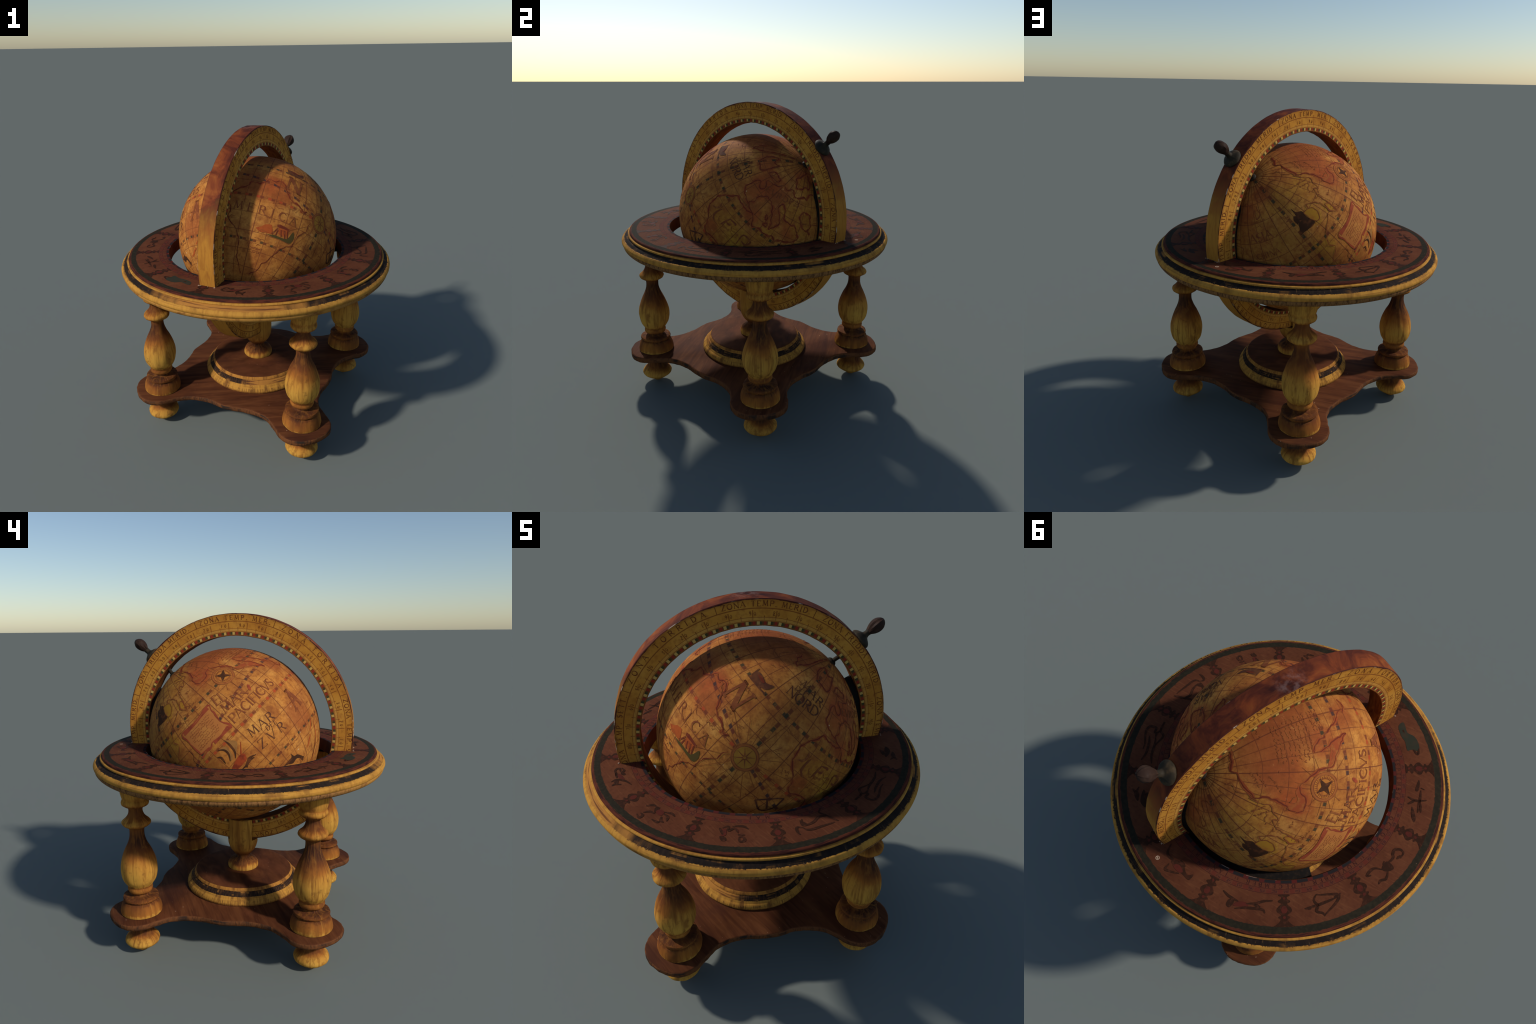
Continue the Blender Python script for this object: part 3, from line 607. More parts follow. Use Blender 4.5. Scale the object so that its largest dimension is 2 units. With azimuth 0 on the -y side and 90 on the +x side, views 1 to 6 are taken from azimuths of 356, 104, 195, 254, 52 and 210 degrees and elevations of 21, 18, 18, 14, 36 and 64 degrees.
def build_base(root):
    # scalloped board: lobes round the legs, waists between; control points in one leg's frame
    q = [(0.905, 0.0), (0.891, 0.085), (0.847, 0.147), (0.778, 0.176), (0.700, 0.178), (0.616, 0.185), (0.547, 0.216), (0.498, 0.255), (0.458, 0.297), (0.389, 0.389)]
    half = q + [(y, x) for x, y in reversed(q[1:-1])]
    ctrl = []
    for k in range(4):
        a = R8(LEG_AZ + 90 * k); ctrl += [(x * math.cos(a) - y * math.sin(a), x * math.sin(a) + y * math.cos(a)) for x, y in half]
    loop = catmull(ctrl, 8, True); n = len(loop)
    me = bpy.data.meshes.new('base_board'); V = []; F = []; mi = []
    z0, z1 = 0.230, PLATE_Z
    rows = [(0.011, z1), (0.0035, z1 - 0.003), (0.0, z1 - 0.010), (0.0, (z0 + z1) / 2), (0.001, z0 + 0.008), (0.008, z0)]
    for off, z in rows:
        for i, p in enumerate(loop):
            t = (loop[(i + 1) % n] - loop[i - 1]).normalized(); nn = Vector((t.y, -t.x))
            wob = 0.0035 * mnoise.noise(Vector((p.x * 14, p.y * 14, 0))) + 0.0025 * mnoise.noise(Vector((p.x * 40, p.y * 40, z * 60)))
            pp = p - nn * (off - wob)
            V.append((pp.x, pp.y, z - (0.005 * pp.x if z < z0 + 0.01 else 0) + (0.002 * mnoise.noise(Vector((p.x * 20, p.y * 20, 4))) if z < z0 + 0.01 else 0)))
    for r in range(len(rows) - 1):
        for i in range(n):
            j = (i + 1) % n; F.append((r * n + i, r * n + j, (r + 1) * n + j, (r + 1) * n + i)); mi.append(0 if r == 0 else 1)
    F.append(tuple(range(n))); mi.append(0); F.append(tuple(range((len(rows) - 1) * n, len(rows) * n))[::-1]); mi.append(2)
    me.from_pydata(V, [], F)
    for m in (M['mahogany'], M['board_edge'], M['under']): me.materials.append(m)
    me.polygons.foreach_set('material_index', mi)
    bm = bmesh.new(); bm.from_mesh(me); bmesh.ops.recalc_face_normals(bm, faces=bm.faces); bm.to_mesh(me); bm.free()
    lean(add_obj('base_board', finish_mesh(me, 50), root), BASE_C.x + 0.004, BASE_C.y, -0.009)

    # stepped disc in the middle
    spec = [(0.0, 0.2685), (0.374, 0.2685, 's'), (0.376, 0.279), (0.372, 0.292), (0.364, 0.302, 's'), (0.359, 0.304, 's'), (0.350, 0.317), (0.336, 0.336, 's'),
            (0.330, 0.339, 's'), (0.326, 0.350), (0.317, 0.361, 's'), (0.300, 0.3650), (0.200, 0.3685), (0.0, 0.3700)]
    prof = profile(spec, 5)
    def mo(a, b):
        r = (a[0] + b[0]) / 2; z = (a[1] + b[1]) / 2
        return 0 if r > 0.3165 else 1
    me = lathe('stepped_disc', prof, 144, mat_of=mo, mats=(M['disc_rim'], M['disc']), wob=0.0022, seed=4)
    lean(add_obj('stepped_disc', me, root), 0.006, -0.014, -0.004)

    # central post whose cup is slotted for the meridian ring
    spec = [(0.0, 0.3585), (0.094, 0.3585, 's'), (0.1005, 0.372), (0.097, 0.396), (0.082, 0.420), (0.056, 0.434, 's'), (0.046, 0.441), (0.046, 0.452), (0.053, 0.460, 's'),
            (0.059, 0.466), (0.078, 0.490), (0.092, 0.522), (0.0985, 0.565), (0.0990, 0.708, 's'), (0.096, 0.712, 's'), (0.0, 0.712)]
    me = lathe('central_post', profile(spec, 6), 72, mats=(M['post'],), wob=0.0015, seed=9)
    ob = add_obj('central_post', me, root); ob.location = (0.009, -0.013, 0.0)
    ct = bpy.data.meshes.new('slot'); bm = bmesh.new(); bmesh.ops.create_cube(bm, size=1.0); bm.to_mesh(ct); bm.free()
    co = add_obj('slot', ct); co.scale = (0.3, MER_T + 0.002, 0.30); co.rotation_euler = (0, 0, MER_AZ); co.location = MER_P * MER_OFF + Vector((0, 0, 0.569 + 0.15))
    md = ob.modifiers.new('slot', 'BOOLEAN'); md.operation = 'DIFFERENCE'; md.solver = 'EXACT'; md.object = co
    bpy.context.view_layer.update()
    dg = bpy.context.evaluated_depsgraph_get(); nm = bpy.data.meshes.new_from_object(ob.evaluated_get(dg))
    ob.modifiers.clear(); ob.data = nm; nm.name = 'central_post'; finish_mesh(nm, 38)
    bpy.data.objects.remove(co)

def build_legs(root):
    leg = [(0.0, 0.2690), (0.122, 0.2690, 's'), (0.1230, 0.283), (0.118, 0.310), (0.109, 0.334), (0.105, 0.342, 's'), (0.0965, 0.3475, 's'), (0.1030, 0.353, 's'),
           (0.1060, 0.362), (0.1040, 0.372, 's'), (0.090, 0.3775), (0.062, 0.381), (0.054, 0.388), (0.055, 0.396, 's'), (0.064, 0.399), (0.0715, 0.407),
           (0.0745, 0.421), (0.0715, 0.436, 's'), (0.079, 0.450), (0.096, 0.478), (0.1055, 0.515), (0.1080, 0.548), (0.1045, 0.582), (0.093, 0.624), (0.076, 0.668), (0.058, 0.705),
           (0.0445, 0.745), (0.0415, 0.775), (0.043, 0.796, 's'), (0.048, 0.800, 's'), (0.062, 0.808), (0.078, 0.819), (0.0845, 0.832), (0.080, 0.844), (0.064, 0.858), (0.050, 0.875),
           (0.0415, 0.895), (0.040, 0.912), (0.0435, 0.925, 's'), (0.056, 0.929), (0.073, 0.939), (0.0795, 0.953), (0.077, 0.966), (0.0725, 0.973, 's'), (0.0735, 0.982), (0.079, 1.000), (0.084, 1.030), (0.087, 1.074, 's'), (0.0, 1.074)]
    foot = [(0.0, 0.2260), (0.066, 0.2260, 's'), (0.063, 0.190), (0.060, 0.150), (0.063, 0.128), (0.074, 0.111), (0.091, 0.095), (0.1015, 0.081), (0.1045, 0.067), (0.0985, 0.054), (0.079, 0.038), (0.054, 0.020), (0.032, 0.006, 's'), (0.028, 0.0, 's'), (0.0, 0.0)]
    lm = lathe('leg', profile(leg, 5), 56, mats=(M['leg'],), wob=0.0024, seed=2, angle=32)
    fm = lathe('foot', profile(foot, 5), 48, mats=(M['foot'],), wob=0.002, seed=5, angle=32)
    for k in range(4):
        a = R8(LEG_AZ + 90 * k + (0.5, 0.2, 0.6, 0.7)[k]); rad = LEG_RAD + (0.004, 0.0, -0.001, 0.0)[k]
        x, y = BASE_C.x + rad * math.cos(a), BASE_C.y + rad * math.sin(a)
        add_obj('leg', lm, root, (x, y, -0.006 + TILT * x), (0, 0, 1.3 * k + 0.4)); x += 0.006 * math.cos(a); y += 0.006 * math.sin(a)
        add_obj('foot', fm, root, (x, y, 0.0053 + TILT * x), (0, 0, 2.1 * k))

def build_horizon(root):
    spec = [(0.577, 1.118), (0.583, 1.189, 's'), (0.587, TOP_Z, 's'), (0.838, TOP_Z, 's'), (0.847, 1.190), (0.8505, 1.182, 's'), (0.8475, 1.1795, 's'), (0.8585, 1.1775), (0.8610, 1.1705), (0.8580, 1.1660, 's'),
            (0.8610, 1.163), (0.872, 1.157), (0.885, 1.147, 's'), (0.8910, 1.1455), (0.9010, 1.134), (0.9022, 1.123), (0.8975, 1.1135, 's'), (0.8930, 1.1120, 's'), (0.8950, 1.104), (0.8915, 1.093), (0.8810, 1.082), (0.8680, 1.0760, 's'), (0.860, 1.0745, 's'), (0.640, 1.092, 's')]
    prof = profile(spec, 4)
    mats = (M['horizon'], M['rim'], M['under'])
    def mo(a, b):
        r = (a[0] + b[0]) / 2; z = (a[1] + b[1]) / 2
        if r < 0.5855 or (r < 0.866 and z < 1.12): return 2
        return 0 if z > 1.181 else 1
    me = lathe('horizon_table', prof, 288, True, mo, mats, wob=0.0014, seed=1, angle=40)
    hz = add_obj('horizon_table', me, root); lean(hz, 0, 0, -0.003, 1.13)
    S = OnTable()
    # baluster dividers between the twelve signs: (radius, half width)
    shape = [(0.655, .016), (0.662, .016), (0.666, .009), (0.675, .010), (0.684, .019), (0.692, .017), (0.697, .009), (0.704, .013), (0.716, .021), (0.728, .024), (0.738, .021), (0.746, .012),
             (0.752, .010), (0.757, .017), (0.763, .018), (0.768, .012), (0.778, .013), (0.788, .020), (0.796, .026), (0.8025, .030)]
    red = [(0.708, .004), (0.716, .008), (0.726, .010), (0.735, .008), (0.741, .004)]
    for k in range(12):
        a0 = 1.9 + 30 * k; j = 1 + 0.12 * (rnd.random() - 0.5)
        def outline(sh): return [(a0 + math.degrees(w * j * 1.5 / r), r) for r, w in sh] + [(a0 - math.degrees(w * j * 1.5 / r), r) for r, w in reversed(sh)]
        ik = Ink(S); ik.fill(outline(shape), 0.0007, True, 3, 0); d = ik.build('baluster_divider', M['zod'], hz)
        ik = Ink(S); ik.fill(outline(red), 0.0013, True, 3, 0); ik.disc(a0, 0.672, 0.006, 0.0013); ik.disc(a0, 0.760, 0.007, 0.0013); ik.build('baluster_divider_red', M['zod_red'], d)
    # the twelve signs, drawn with strokes (azimuth, radius)
    Z = [
     ('scorpion', [[(171.5, .748), (174, .746), (174.5, .725), (173, .704), (171, .71), (170, .722), (166.5, .719), (164.5, .724)], [(163.5, .722), (161.5, .693), (159, .688), (157, .698), (158.5, .707)], [(164.5, .745), (162, .764), (160, .754), (158.5, .76)], [(166.5, .7), (165, .707)], [(170.5, .738), (172.5, .742)]],
      [[(167, .708), (167.5, .739), (166.5, .757), (164, .741), (163.5, .715)]], []),
     ('archer_bow', [[(135, .674), (133.5, .697), (134.5, .726), (133.5, .748), (135.5, .764), (136, .78)], [(135, .674), (143.5, .71), (136, .775)], [(129.5, .728), (142.5, .714)]], [[(129.5, .728), (132, .72), (131.5, .737)], [(144.5, .703), (142, .718), (141.5, .706)]], []),
     ('water_bearer', [[(97.5, .693), (101, .708), (104.5, .716)], [(107.5, .716), (111, .707), (114, .691), (117.5, .684)], [(110.5, .714), (113, .719)], [(104, .753), (107.5, .736), (113.5, .729), (115, .745)]], [[(101, .718), (103, .722), (102, .755), (100.5, .746)]], [[(104.5, .716), (107.5, .711), (108.5, .729), (106, .737), (103, .74)]]),
     ('sea_goat', [[(68, .677), (70.5, .719), (74, .715), (76, .707)], [(74, .742), (74.5, .772), (76, .767), (79.5, .741)], [(76, .691), (79.5, .699)]], [[(74, .73), (75.5, .703), (78.5, .699), (82, .72), (84, .701), (84, .735), (81, .734)]], [[(75.5, .735), (77, .712), (80, .722), (79, .738)]]),
     ('fishes', [[(39, .74), (41, .758), (39.5, .773)]], [[(40, .764), (42, .742), (45, .753), (42.5, .766)], [(40.5, .718), (45.5, .741), (48.5, .719), (43.5, .709)], [(46, .685), (42, .70), (44, .715)]], []),
     ('ram', [[(28.5, .684), (24, .693), (18.5, .693), (15.5, .703)], [(27, .741), (23.5, .724), (19, .725), (15.5, .738)], [(7, .694), (12, .695), (13.5, .719), (11, .722), (11.5, .76), (14.5, .765), (19, .747), (22, .746)], [(15.5, .703), (13, .71)], [(7, .70), (11.5, .694), (14, .667), (19.5, .69)]], [], []),
     ('bull', [[(-17.5, .668), (-18.5, .7), (-16.5, .712), (-14, .705), (-11, .687), (-8, .693), (-9.5, .662), (-7.5, .639)], [(-19, .722), (-21, .713), (-21.5, .74), (-21, .762)], [(-19, .722), (-17.5, .745), (-12.5, .747), (-7.5, .75)], [(-8, .693), (-7, .726), (-6, .753)]], [[(-18.5, .672), (-19, .712), (-16.5, .714)]], []),
     ('twins', [[(-49, .694), (-47, .736)], [(-48, .692), (-46, .679), (-45.5, .706), (-43.5, .689), (-42, .716)], [(-44.5, .676), (-40.5, .673), (-38.5, .691)], [(-42, .729), (-39.5, .728)], [(-41.5, .743), (-41, .769), (-39.5, .764), (-40, .742), (-41.5, .743)]], [[(-48, .747), (-47, .773), (-45.5, .77), (-46, .748)]], [[(-48, .706), (-46.5, .699), (-46, .735), (-47.5, .742)], [(-43.5, .685), (-42, .697), (-42, .72)]]),
     ('crab', [[(-75, .726), (-76.5, .695), (-75.5, .685)], [(-78.5, .755), (-77, .731), (-75, .729)], [(-79.5, .779), (-77.5, .79), (-77.5, .768), (-79, .765)], [(-80.5, .718), (-79, .692), (-76.5, .689)], [(-71.5, .725), (-70.5, .747), (-69, .751)], [(-72, .703), (-69.5, .713), (-68.5, .739)], [(-72.5, .695), (-69.5, .685), (-67.5, .694)], [(-73.5, .763), (-71, .765), (-70.5, .754)]], [[(-76.5, .70), (-75.6, .715), (-75, .70), (-75.4, .69)]], [[(-75.5, .711), (-74.5, .69), (-72.5, .695), (-72, .717), (-73.5, .725)]]),
     ('lion', [[(-104.5, .737), (-108.5, .732), (-109, .71), (-106.5, .711)], [(-109, .699), (-107, .691), (-105.5, .705), (-104, .691)], [(-101.5, .771), (-102, .74), (-99.5, .705), (-96, .69)], [(-99, .775), (-99.5, .757), (-98, .732)], [(-103, .737), (-107, .731)]], [[(-106, .70), (-104.5, .69), (-103.5, .70), (-105, .712)], [(-102, .76), (-101, .735), (-99, .752)]], [[(-105, .729), (-104.5, .711), (-100.5, .705), (-100.5, .724)]]),
     ('maiden', [[(-139, .718), (-141.5, .734), (-139, .75)]], [], []),
     ('scales', [[(-162, .666), (-163, .706), (-162, .764)], [(-165.5, .673), (-163, .706)], [(-157, .73), (-157.5, .748)], [(-167.5, .699), (-171.5, .716)], [(-163, .73), (-167.5, .745)], [(-158, .73), (-168, .729)]], [[(-153.5, .718), (-158, .701), (-158.5, .716), (-155, .724)], [(-166, .696), (-169.5, .701), (-172.5, .724), (-170.5, .728)]], []),
    ]
    for name, strokes, dark, red in Z:
        ik = Ink(S)
        for i, st in enumerate(strokes): ik.stroke(st, lambda t: 0.0052 + 0.0085 * math.sin(math.pi * t), 0.0013, True, 5, 0.0012, seed=i)
        for d in dark: ik.fill(d, 0.0010, True, 4, 0)
        if name == 'maiden': ik.fill([(-129, .700), (-128.6, .712), (-131, .708)], 0.001, False, 1, 0)
        ob = ik.build('zodiac_' + name, M['zod'], hz)
        if red:
            ik = Ink(S)
            for d in red: ik.fill(d, 0.0012, True, 4, 0)
            ik.build('zodiac_tint', M['zod_red'], ob)
        if name == 'maiden':
            ik = Ink(S); ik.fill([(-126.5, .694), (-125.5, .733), (-130.5, .724), (-133, .749), (-136.5, .758), (-140, .746), (-139, .711), (-139, .685), (-134.5, .69), (-131.5, .683)], 0.0008, True, 4, 0)
            ik.build('zodiac_tint', M['zod_green'], ob)
    # month names run clockwise round the hole, heads outward
    months = ['SEPTEMBER', 'OCTOBER', 'NOVEMBER', 'DECEMBER', 'IANVARI', 'FEBRVARI', 'MARTIVS', 'APRILIS', 'MAI', 'IVNI', 'IVLI', 'AVGVSTVS']
    ik = Ink(S)
    for k, mth in enumerate(months):
        mid = 206.0 - 30 * k; ln = min(0.030 * len(mth), 0.235)
        a0 = mid + math.degrees(ln / 2 / 0.607)
        write(ik, mth, lambda x, y: (a0 - math.degrees(x / 0.614), 0.6065 + y), 0.0185, ln, bold=1.0, lift=0.0009)
        write(ik, ('30', '31')[k % 2], lambda x, y: (mid - 14.4 - math.degrees(x / 0.614), 0.608 + y), 0.017, 0.02, lift=0.0009)
    ik.build('month_lettering', M['month'], hz, True)
    # old price-sticker scar and broken edge splinters where the ring goes through
    ik = Ink(S); ik.disc(SCAR[0], SCAR[1], 0.0105, 0.0009, 0.0068, 18); ik.stroke([(SCAR[0] - .3, SCAR[1] - .003), (SCAR[0] + .4, SCAR[1] + .003)], 0.004, 0.001, False); ik.build('pale_scar', M['chip'], hz)
    me = bpy.data.meshes.new('splinter'); bm = bmesh.new()
    for sgn, az0 in ((-1, MER_AZ + math.pi), (1, MER_AZ)):
        for i in range(34):
            s = rnd.uniform(-0.058, 0.058); base = MER_H * (sgn * (0.711 + rnd.uniform(-0.002, 0.003)) + 0.0035) + MER_P * (s + MER_OFF)
            if rnd.random() < 0.35 + 0.5 * (abs(s) < 0.03): continue
            r = rnd.uniform(0.0008, 0.0034)
            mtx = Matrix.Translation(base + Vector((0, 0, TOP_Z + r * 0.4))) @ Matrix.Rotation(rnd.uniform(0, 3), 4, 'Z') @ Matrix.Diagonal((1.6, 1, 0.9, 1))
            bmesh.ops.create_icosphere(bm, subdivisions=1, radius=r, matrix=mtx)
    bm.to_mesh(me); bm.free(); me.materials.append(M['chip']); ob = add_obj('splinter', me, hz); ob['kind'] = 'stuff'
    return hz

def build_meridian(root):
    o, i, t = MER_RO, MER_RI, MER_T / 2; segs = 240
    sec = [(o - .003, -t), (o, -t + .003), (o, -t * .33), (o, t * .33), (o, t - .003), (o - .003, t), (o - .04, t), (i + .045, t), (i + .002, t), (i, t - .002), (i, t * .33), (i, -t * .33), (i, -t + .002), (i + .002, -t), (i + .045, -t), (o - .04, -t)]
    k = len(sec); V = []; F = []; mi = []
    for j in range(segs):
        a = 2 * math.pi * j / segs; ca, sa = math.cos(a), math.sin(a)
        for r, y in sec:
            if r < i + .003:    # the bore was sawn out by hand and is slightly ragged
                r -= 0.0022 * abs(mnoise.noise(Vector((a * 9, y * 12, 0)))) + 0.0018 * abs(mnoise.noise(Vector((a * 30, y * 40, 2)))) - 0.0015
            elif r > o - .004: r += 0.0012 * mnoise.noise(Vector((a * 12, y * 20, 5)))
            V.append((r * ca, y, r * sa))
    for j in range(segs):
        j2 = (j + 1) % segs
        for s in range(k):
            s2 = (s + 1) % k; F.append((j * k + s, j * k + s2, j2 * k + s2, j2 * k + s))
            mi.append(1 if s < 5 else 0 if s < 8 else 2 if s < 13 else 0)
    me = bpy.data.meshes.new('meridian_ring'); me.from_pydata(V, [], F)
    for m in (M['mface'], M['mrim'], M['minner']): me.materials.append(m)
    me.polygons.foreach_set('material_index', mi)
    bm = bmesh.new(); bm.from_mesh(me); bmesh.ops.recalc_face_normals(bm, faces=bm.faces); bm.to_mesh(me); bm.free(); finish_mesh(me, 40)
    ring = add_obj('meridian_ring', me, root); ring.location = MER_C; ring.rotation_euler = (-0.020, 0, MER_AZ)   # the arch leans a hair
    # printed climate zones; side -1 reads with falling angle, side +1 with rising angle
    plan = {-1: [(104.1, 153.6, 'ZONA TORRIDA'), (64.4, 104.1, 'ZONA TEMP. MERID.'), (14.7, 64.4, 'ZONA FREDDA MERID.'), (-25.3, 14.7, 'ZONA TEMP. MERID.'), (-74.3, -25.3, 'ZONA TORRIDA'), (-114.3, -74.3, 'ZONA TEMP. SETT.'), (-166.4, -114.3, 'ZONA FREDDA SETTEN.'), (153.6, 193.6, 'ZONA TEMP. SETT.')],
            1: [(69.1, 109.9, 'ZONA TEMP. MER.'), (109.9, 159.5, 'ZONA TORRIDA'), (18.8, 69.1, 'ZONA FREDDA MERID.'), (-21.0, 18.8, 'ZONA TEMP. MERID.'), (-71.0, -21.0, 'ZONA TORRIDA'), (-111.0, -71.0, 'ZONA TEMP. SETT.'), (-161.0, -111.0, 'ZONA FREDDA SETTEN.'), (159.5, 199.0, 'ZONA TEMP. SETT.')]}
    for side, zones in plan.items():
        S = OnMeridian(side); ik = Ink(S); num = Ink(S)
        for lo, hi, txt in zones:
            ik.stroke([(lo, .667), (lo, .7085)], 0.003, 0.0009, False)
            pad = 4.2 if 'TORRIDA' in txt or 'FREDDA' in txt else 2.2
            L = R8(hi - lo - 2 * pad) * 0.684; a0 = (hi - pad) if side < 0 else (lo + pad)
            write(ik, txt, lambda x, y: (a0 + (-1 if side < 0 else 1) * math.degrees(x / 0.684), 0.6755 + y), 0.0245, L, bold=1.1, lift=0.0009, jitter=0.08)
        split = lambda num, val, a, sg: [write(num, ch, lambda x, y, c0=c0: (a + sg * math.degrees((x + c0) / 0.645), 0.633 + y), 0.022, 0, bold=1.35, lift=0.0009, serif=False) for ch, c0 in zip(val, (-0.0165, 0.0055))]
        for d in range(36):
            a = d * 10 + (-0.1 if side < 0 else 3.6); val = str(((9 - d) % 10) * 10) if side > 0 else str((d % 10) * 10)
            if val == '0': val = '90'
            sg = -1 if side < 0 else 1
            split(num, val, a, sg)
        ik.build('zone_lettering', M['mer_ink'], ring, True); num.build('degree_numeral', M['mer_ink'], ring, True)
    return ring

def build_globe(root):
    bm = bmesh.new(); bmesh.ops.create_uvsphere(bm, u_segments=192, v_segments=96, radius=GLOBE_R)
    me = bpy.data.meshes.new('globe_ball'); bm.to_mesh(me); bm.free(); me.materials.append(M['paper']); finish_mesh(me, 60)
    gl = add_obj('globe_ball', me, root)
    rot = Matrix((AX_U, AX_W, AXIS)).transposed().to_4x4()
    gl.matrix_local = Matrix.Translation(GLOBE_C) @ rot
    S = OnGlobe()
    COAST = {  # (lat, lon) pen paths
     'north_america': [(72, -9.5), (73, -27.5), (73.5, -37.5), (71, -43), (68.5, -55.5), (63, -63.5), (61, -66), (56.5, -62), (51, -63), (47.5, -64.5), (45, -67), (41, -68), (39, -66.5), (38, -63.5), (38, -60), (41, -55), (42.5, -51), (40.5, -49), (37, -45), (34, -42), (30, -40.8), (27, -40), (24.5, -36), (20, -29), (16, -24.5), (19, -26), (24.5, -27.5), (29, -30.5), (33.5, -32), (35, -30.5), (33, -27.5), (27, -23.5), (23.5, -20.5), (19.5, -18), (17.5, -15.5), (12.5, -11.5)],
     'panama': [(12.5, -14), (9.5, -10.5), (11.5, -6.5)],
     'asia_east': [(63.5, -67.5), (60, -69), (54.5, -67.5), (52.5, -69), (50.5, -73.5), (48, -74.5), (47, -76), (50, -78.5), (46.5, -82.5), (40.5, -84), (36, -84.5), (32, -86), (35.5, -89.5), (38.5, -88.5), (41.5, -88.5), (43.5, -88), (46, -90.5), (48, -93), (49.5, -96.5), (48, -98)],
     'arctic': [(76, -62.5), (75, -58), (73, -59), (70, -66.5), (64.5, -65), (59, -68.5)],
     'siberia': [(72.5, -75.5), (75.5, -86), (76.5, -101.5), (75.5, -114), (73.5, -120), (76.5, -132.5), (75.5, -145), (71, -140.5)],
     'tartary': [(69.5, -170), (72, -167), (70.5, -158.5), (66, -150.5), (62, -150), (61, -147), (65, -144), (69, -146)],
     'brazil': [(-51, 23.5), (-47, 29.5), (-41.5, 31.5), (-38, 35.5), (-33, 38), (-28.5, 40), (-24.5, 44), (-23, 47.5), (-17.5, 48.5), (-13.5, 50), (-10.5, 53.5), (-6.5, 53.5), (-3.5, 55)],
     'chile': [(8, -3), (1, -4), (-6, -2), (-11.5, 0), (-17, -0.5), (-24.5, 7), (-33.5, 9.5), (-41, 10), (-51.5, 14.5)],
     'guiana': [(-0.5, -3.5), (4.5, 2), (7, 7), (10.5, 8.5), (10.5, 13.5), (13, 17.5), (16.5, 20), (15.5, 24), (17, 26.5), (15, 31), (8, 34), (5, 37.5), (3.5, 44), (1, 47), (2, 49.5)],
     'labrador': [(38.5, 16.5), (45, 16), (49, 17.5), (46, 24), (46, 28), (50, 24.5), (54, 25), (59, 24.5), (68.5, 27)],
     'greenland': [(62, 30.5), (56.5, 35), (53, 40.5), (55.5, 42), (61, 45), (69, 44), (81, 43)],
     'iceland': [(63.5, 55.5), (69.5, 58), (66, 68.5), (68, 75), (60, 76.5), (55.5, 74), (56.5, 67.5), (58, 60), (63.5, 55.5)],
     'africa': [(33.5, 101), (34, 94), (35, 88), (32, 86), (27, 81.5), (22.5, 79.5), (18, 80), (13.5, 82), (9, 87.5), (2, 91), (3, 97), (3.5, 102), (1, 105), (-6, 107)],
     'barbary': [(33.5, 101), (35, 106), (29.5, 111.5), (31, 116.5), (30, 123.5), (32, 128.5), (30, 132.5), (32.5, 138), (34, 145), (37, 149), (40.5, 146.5)],
     'europe_south': [(35, 106), (37.5, 97.5), (41, 99.5), (45, 98.5), (48, 102), (49.5, 106), (48, 111.5), (45.5, 115.5), (42, 118.5), (38, 122.5), (34.5, 123), (37.5, 126), (40.5, 127.5), (45, 124), (48.5, 119), (51, 119.5), (52.5, 122.5), (48.5, 127), (45, 129.5), (44.5, 134), (44, 139.5), (44.5, 142), (40.5, 146.5)],
     'europe_north': [(37.5, 97.5), (40, 88), (42.5, 85), (47, 84.5), (52, 87), (49.5, 92.5), (51, 96.5), (56, 91), (58, 98.5), (60, 104.5), (63, 107.5), (62, 115), (64.5, 122), (62, 126), (61.5, 133.5), (64, 141.5), (63, 147.5), (67.5, 152.5), (67.5, 159.5)],
     'black_sea': [(51.5, 143.5), (54.5, 148.5), (53.5, 156), (49.5, 157.5), (47, 160), (43.5, 156.5), (41.5, 160.5), (45, 150), (51.5, 143.5)],
     'scandinavia': [(82.5, 138.5), (76.5, 123.5), (73, 116.5), (71, 123), (68, 124.5), (68.5, 133.5), (71.5, 144.5), (70.5, 149.5), (76, 154), (80.5, 148.5)],
     'britain': [(59.5, 82.5), (62.5, 84), (64, 90), (64, 98), (61, 98.5), (60, 92.5), (59.5, 82.5)],
     'sicily': [(41, 114), (40.5, 116), (38.5, 117.5), (38, 116), (41, 114)], 'malta': [(34.5, 117), (36.5, 119), (34.5, 120.5), (34.5, 117)],
     'spice_coast': [(36, -92), (30, -104), (24, -108), (19, -106), (14, -113), (9, -108)], 'indies': [(14, -104), (11, -101), (6, -104), (2, -103), (-3, -105)],
     'persia': [(33, -166), (38, -172), (45, -170), (50, -174), (54, 178)]}
    STRONG = {'north_america', 'panama', 'guiana', 'iceland', 'europe_south', 'europe_north', 'barbary', 'scandinavia', 'black_sea', 'britain', 'greenland', 'africa', 'sicily', 'malta'}
    for k, (nm, path) in enumerate(COAST.items()):
        ik = Ink(S); strong = nm in STRONG
        ik.stroke(swap(path), lambda t: 0.0046 + 0.0016 * math.sin(t * 37 + k), 0.0015, True, 9, 0.0075, seed=k)
        co = ik.build('coastline', M['ink'] if strong or nm in ('brazil', 'chile') else M['ink_faint'], gl)
        if strong:
            ik = Ink(S); ik.stroke(swap(path), lambda t: 0.0125 + 0.006 * math.sin(t * 61 + k) + 0.003 * math.sin(t * 170), 0.0008, True, 9, 0.0095, seed=k); ik.build('coastline_wash', M['ink_red'], co)
    # solid red peninsulas
    for nm, area in (('mexico', [(29.5, -41.5), (27, -40), (24.5, -36), (20, -29.5), (16.5, -25), (19, -26.5), (23, -27.5), (25.5, -29), (27, -33), (28, -37)]), ('california', [(45, -67), (41, -68), (39, -66.5), (38, -63.5), (38, -60), (41, -55), (43, -52.5), (44, -55), (42.5, -59), (43, -62), (46, -65)]),):
        ik = Ink(S); ik.fill(swap(area), 0.0010); ik.build('land_tint', M['ink_red'], gl)
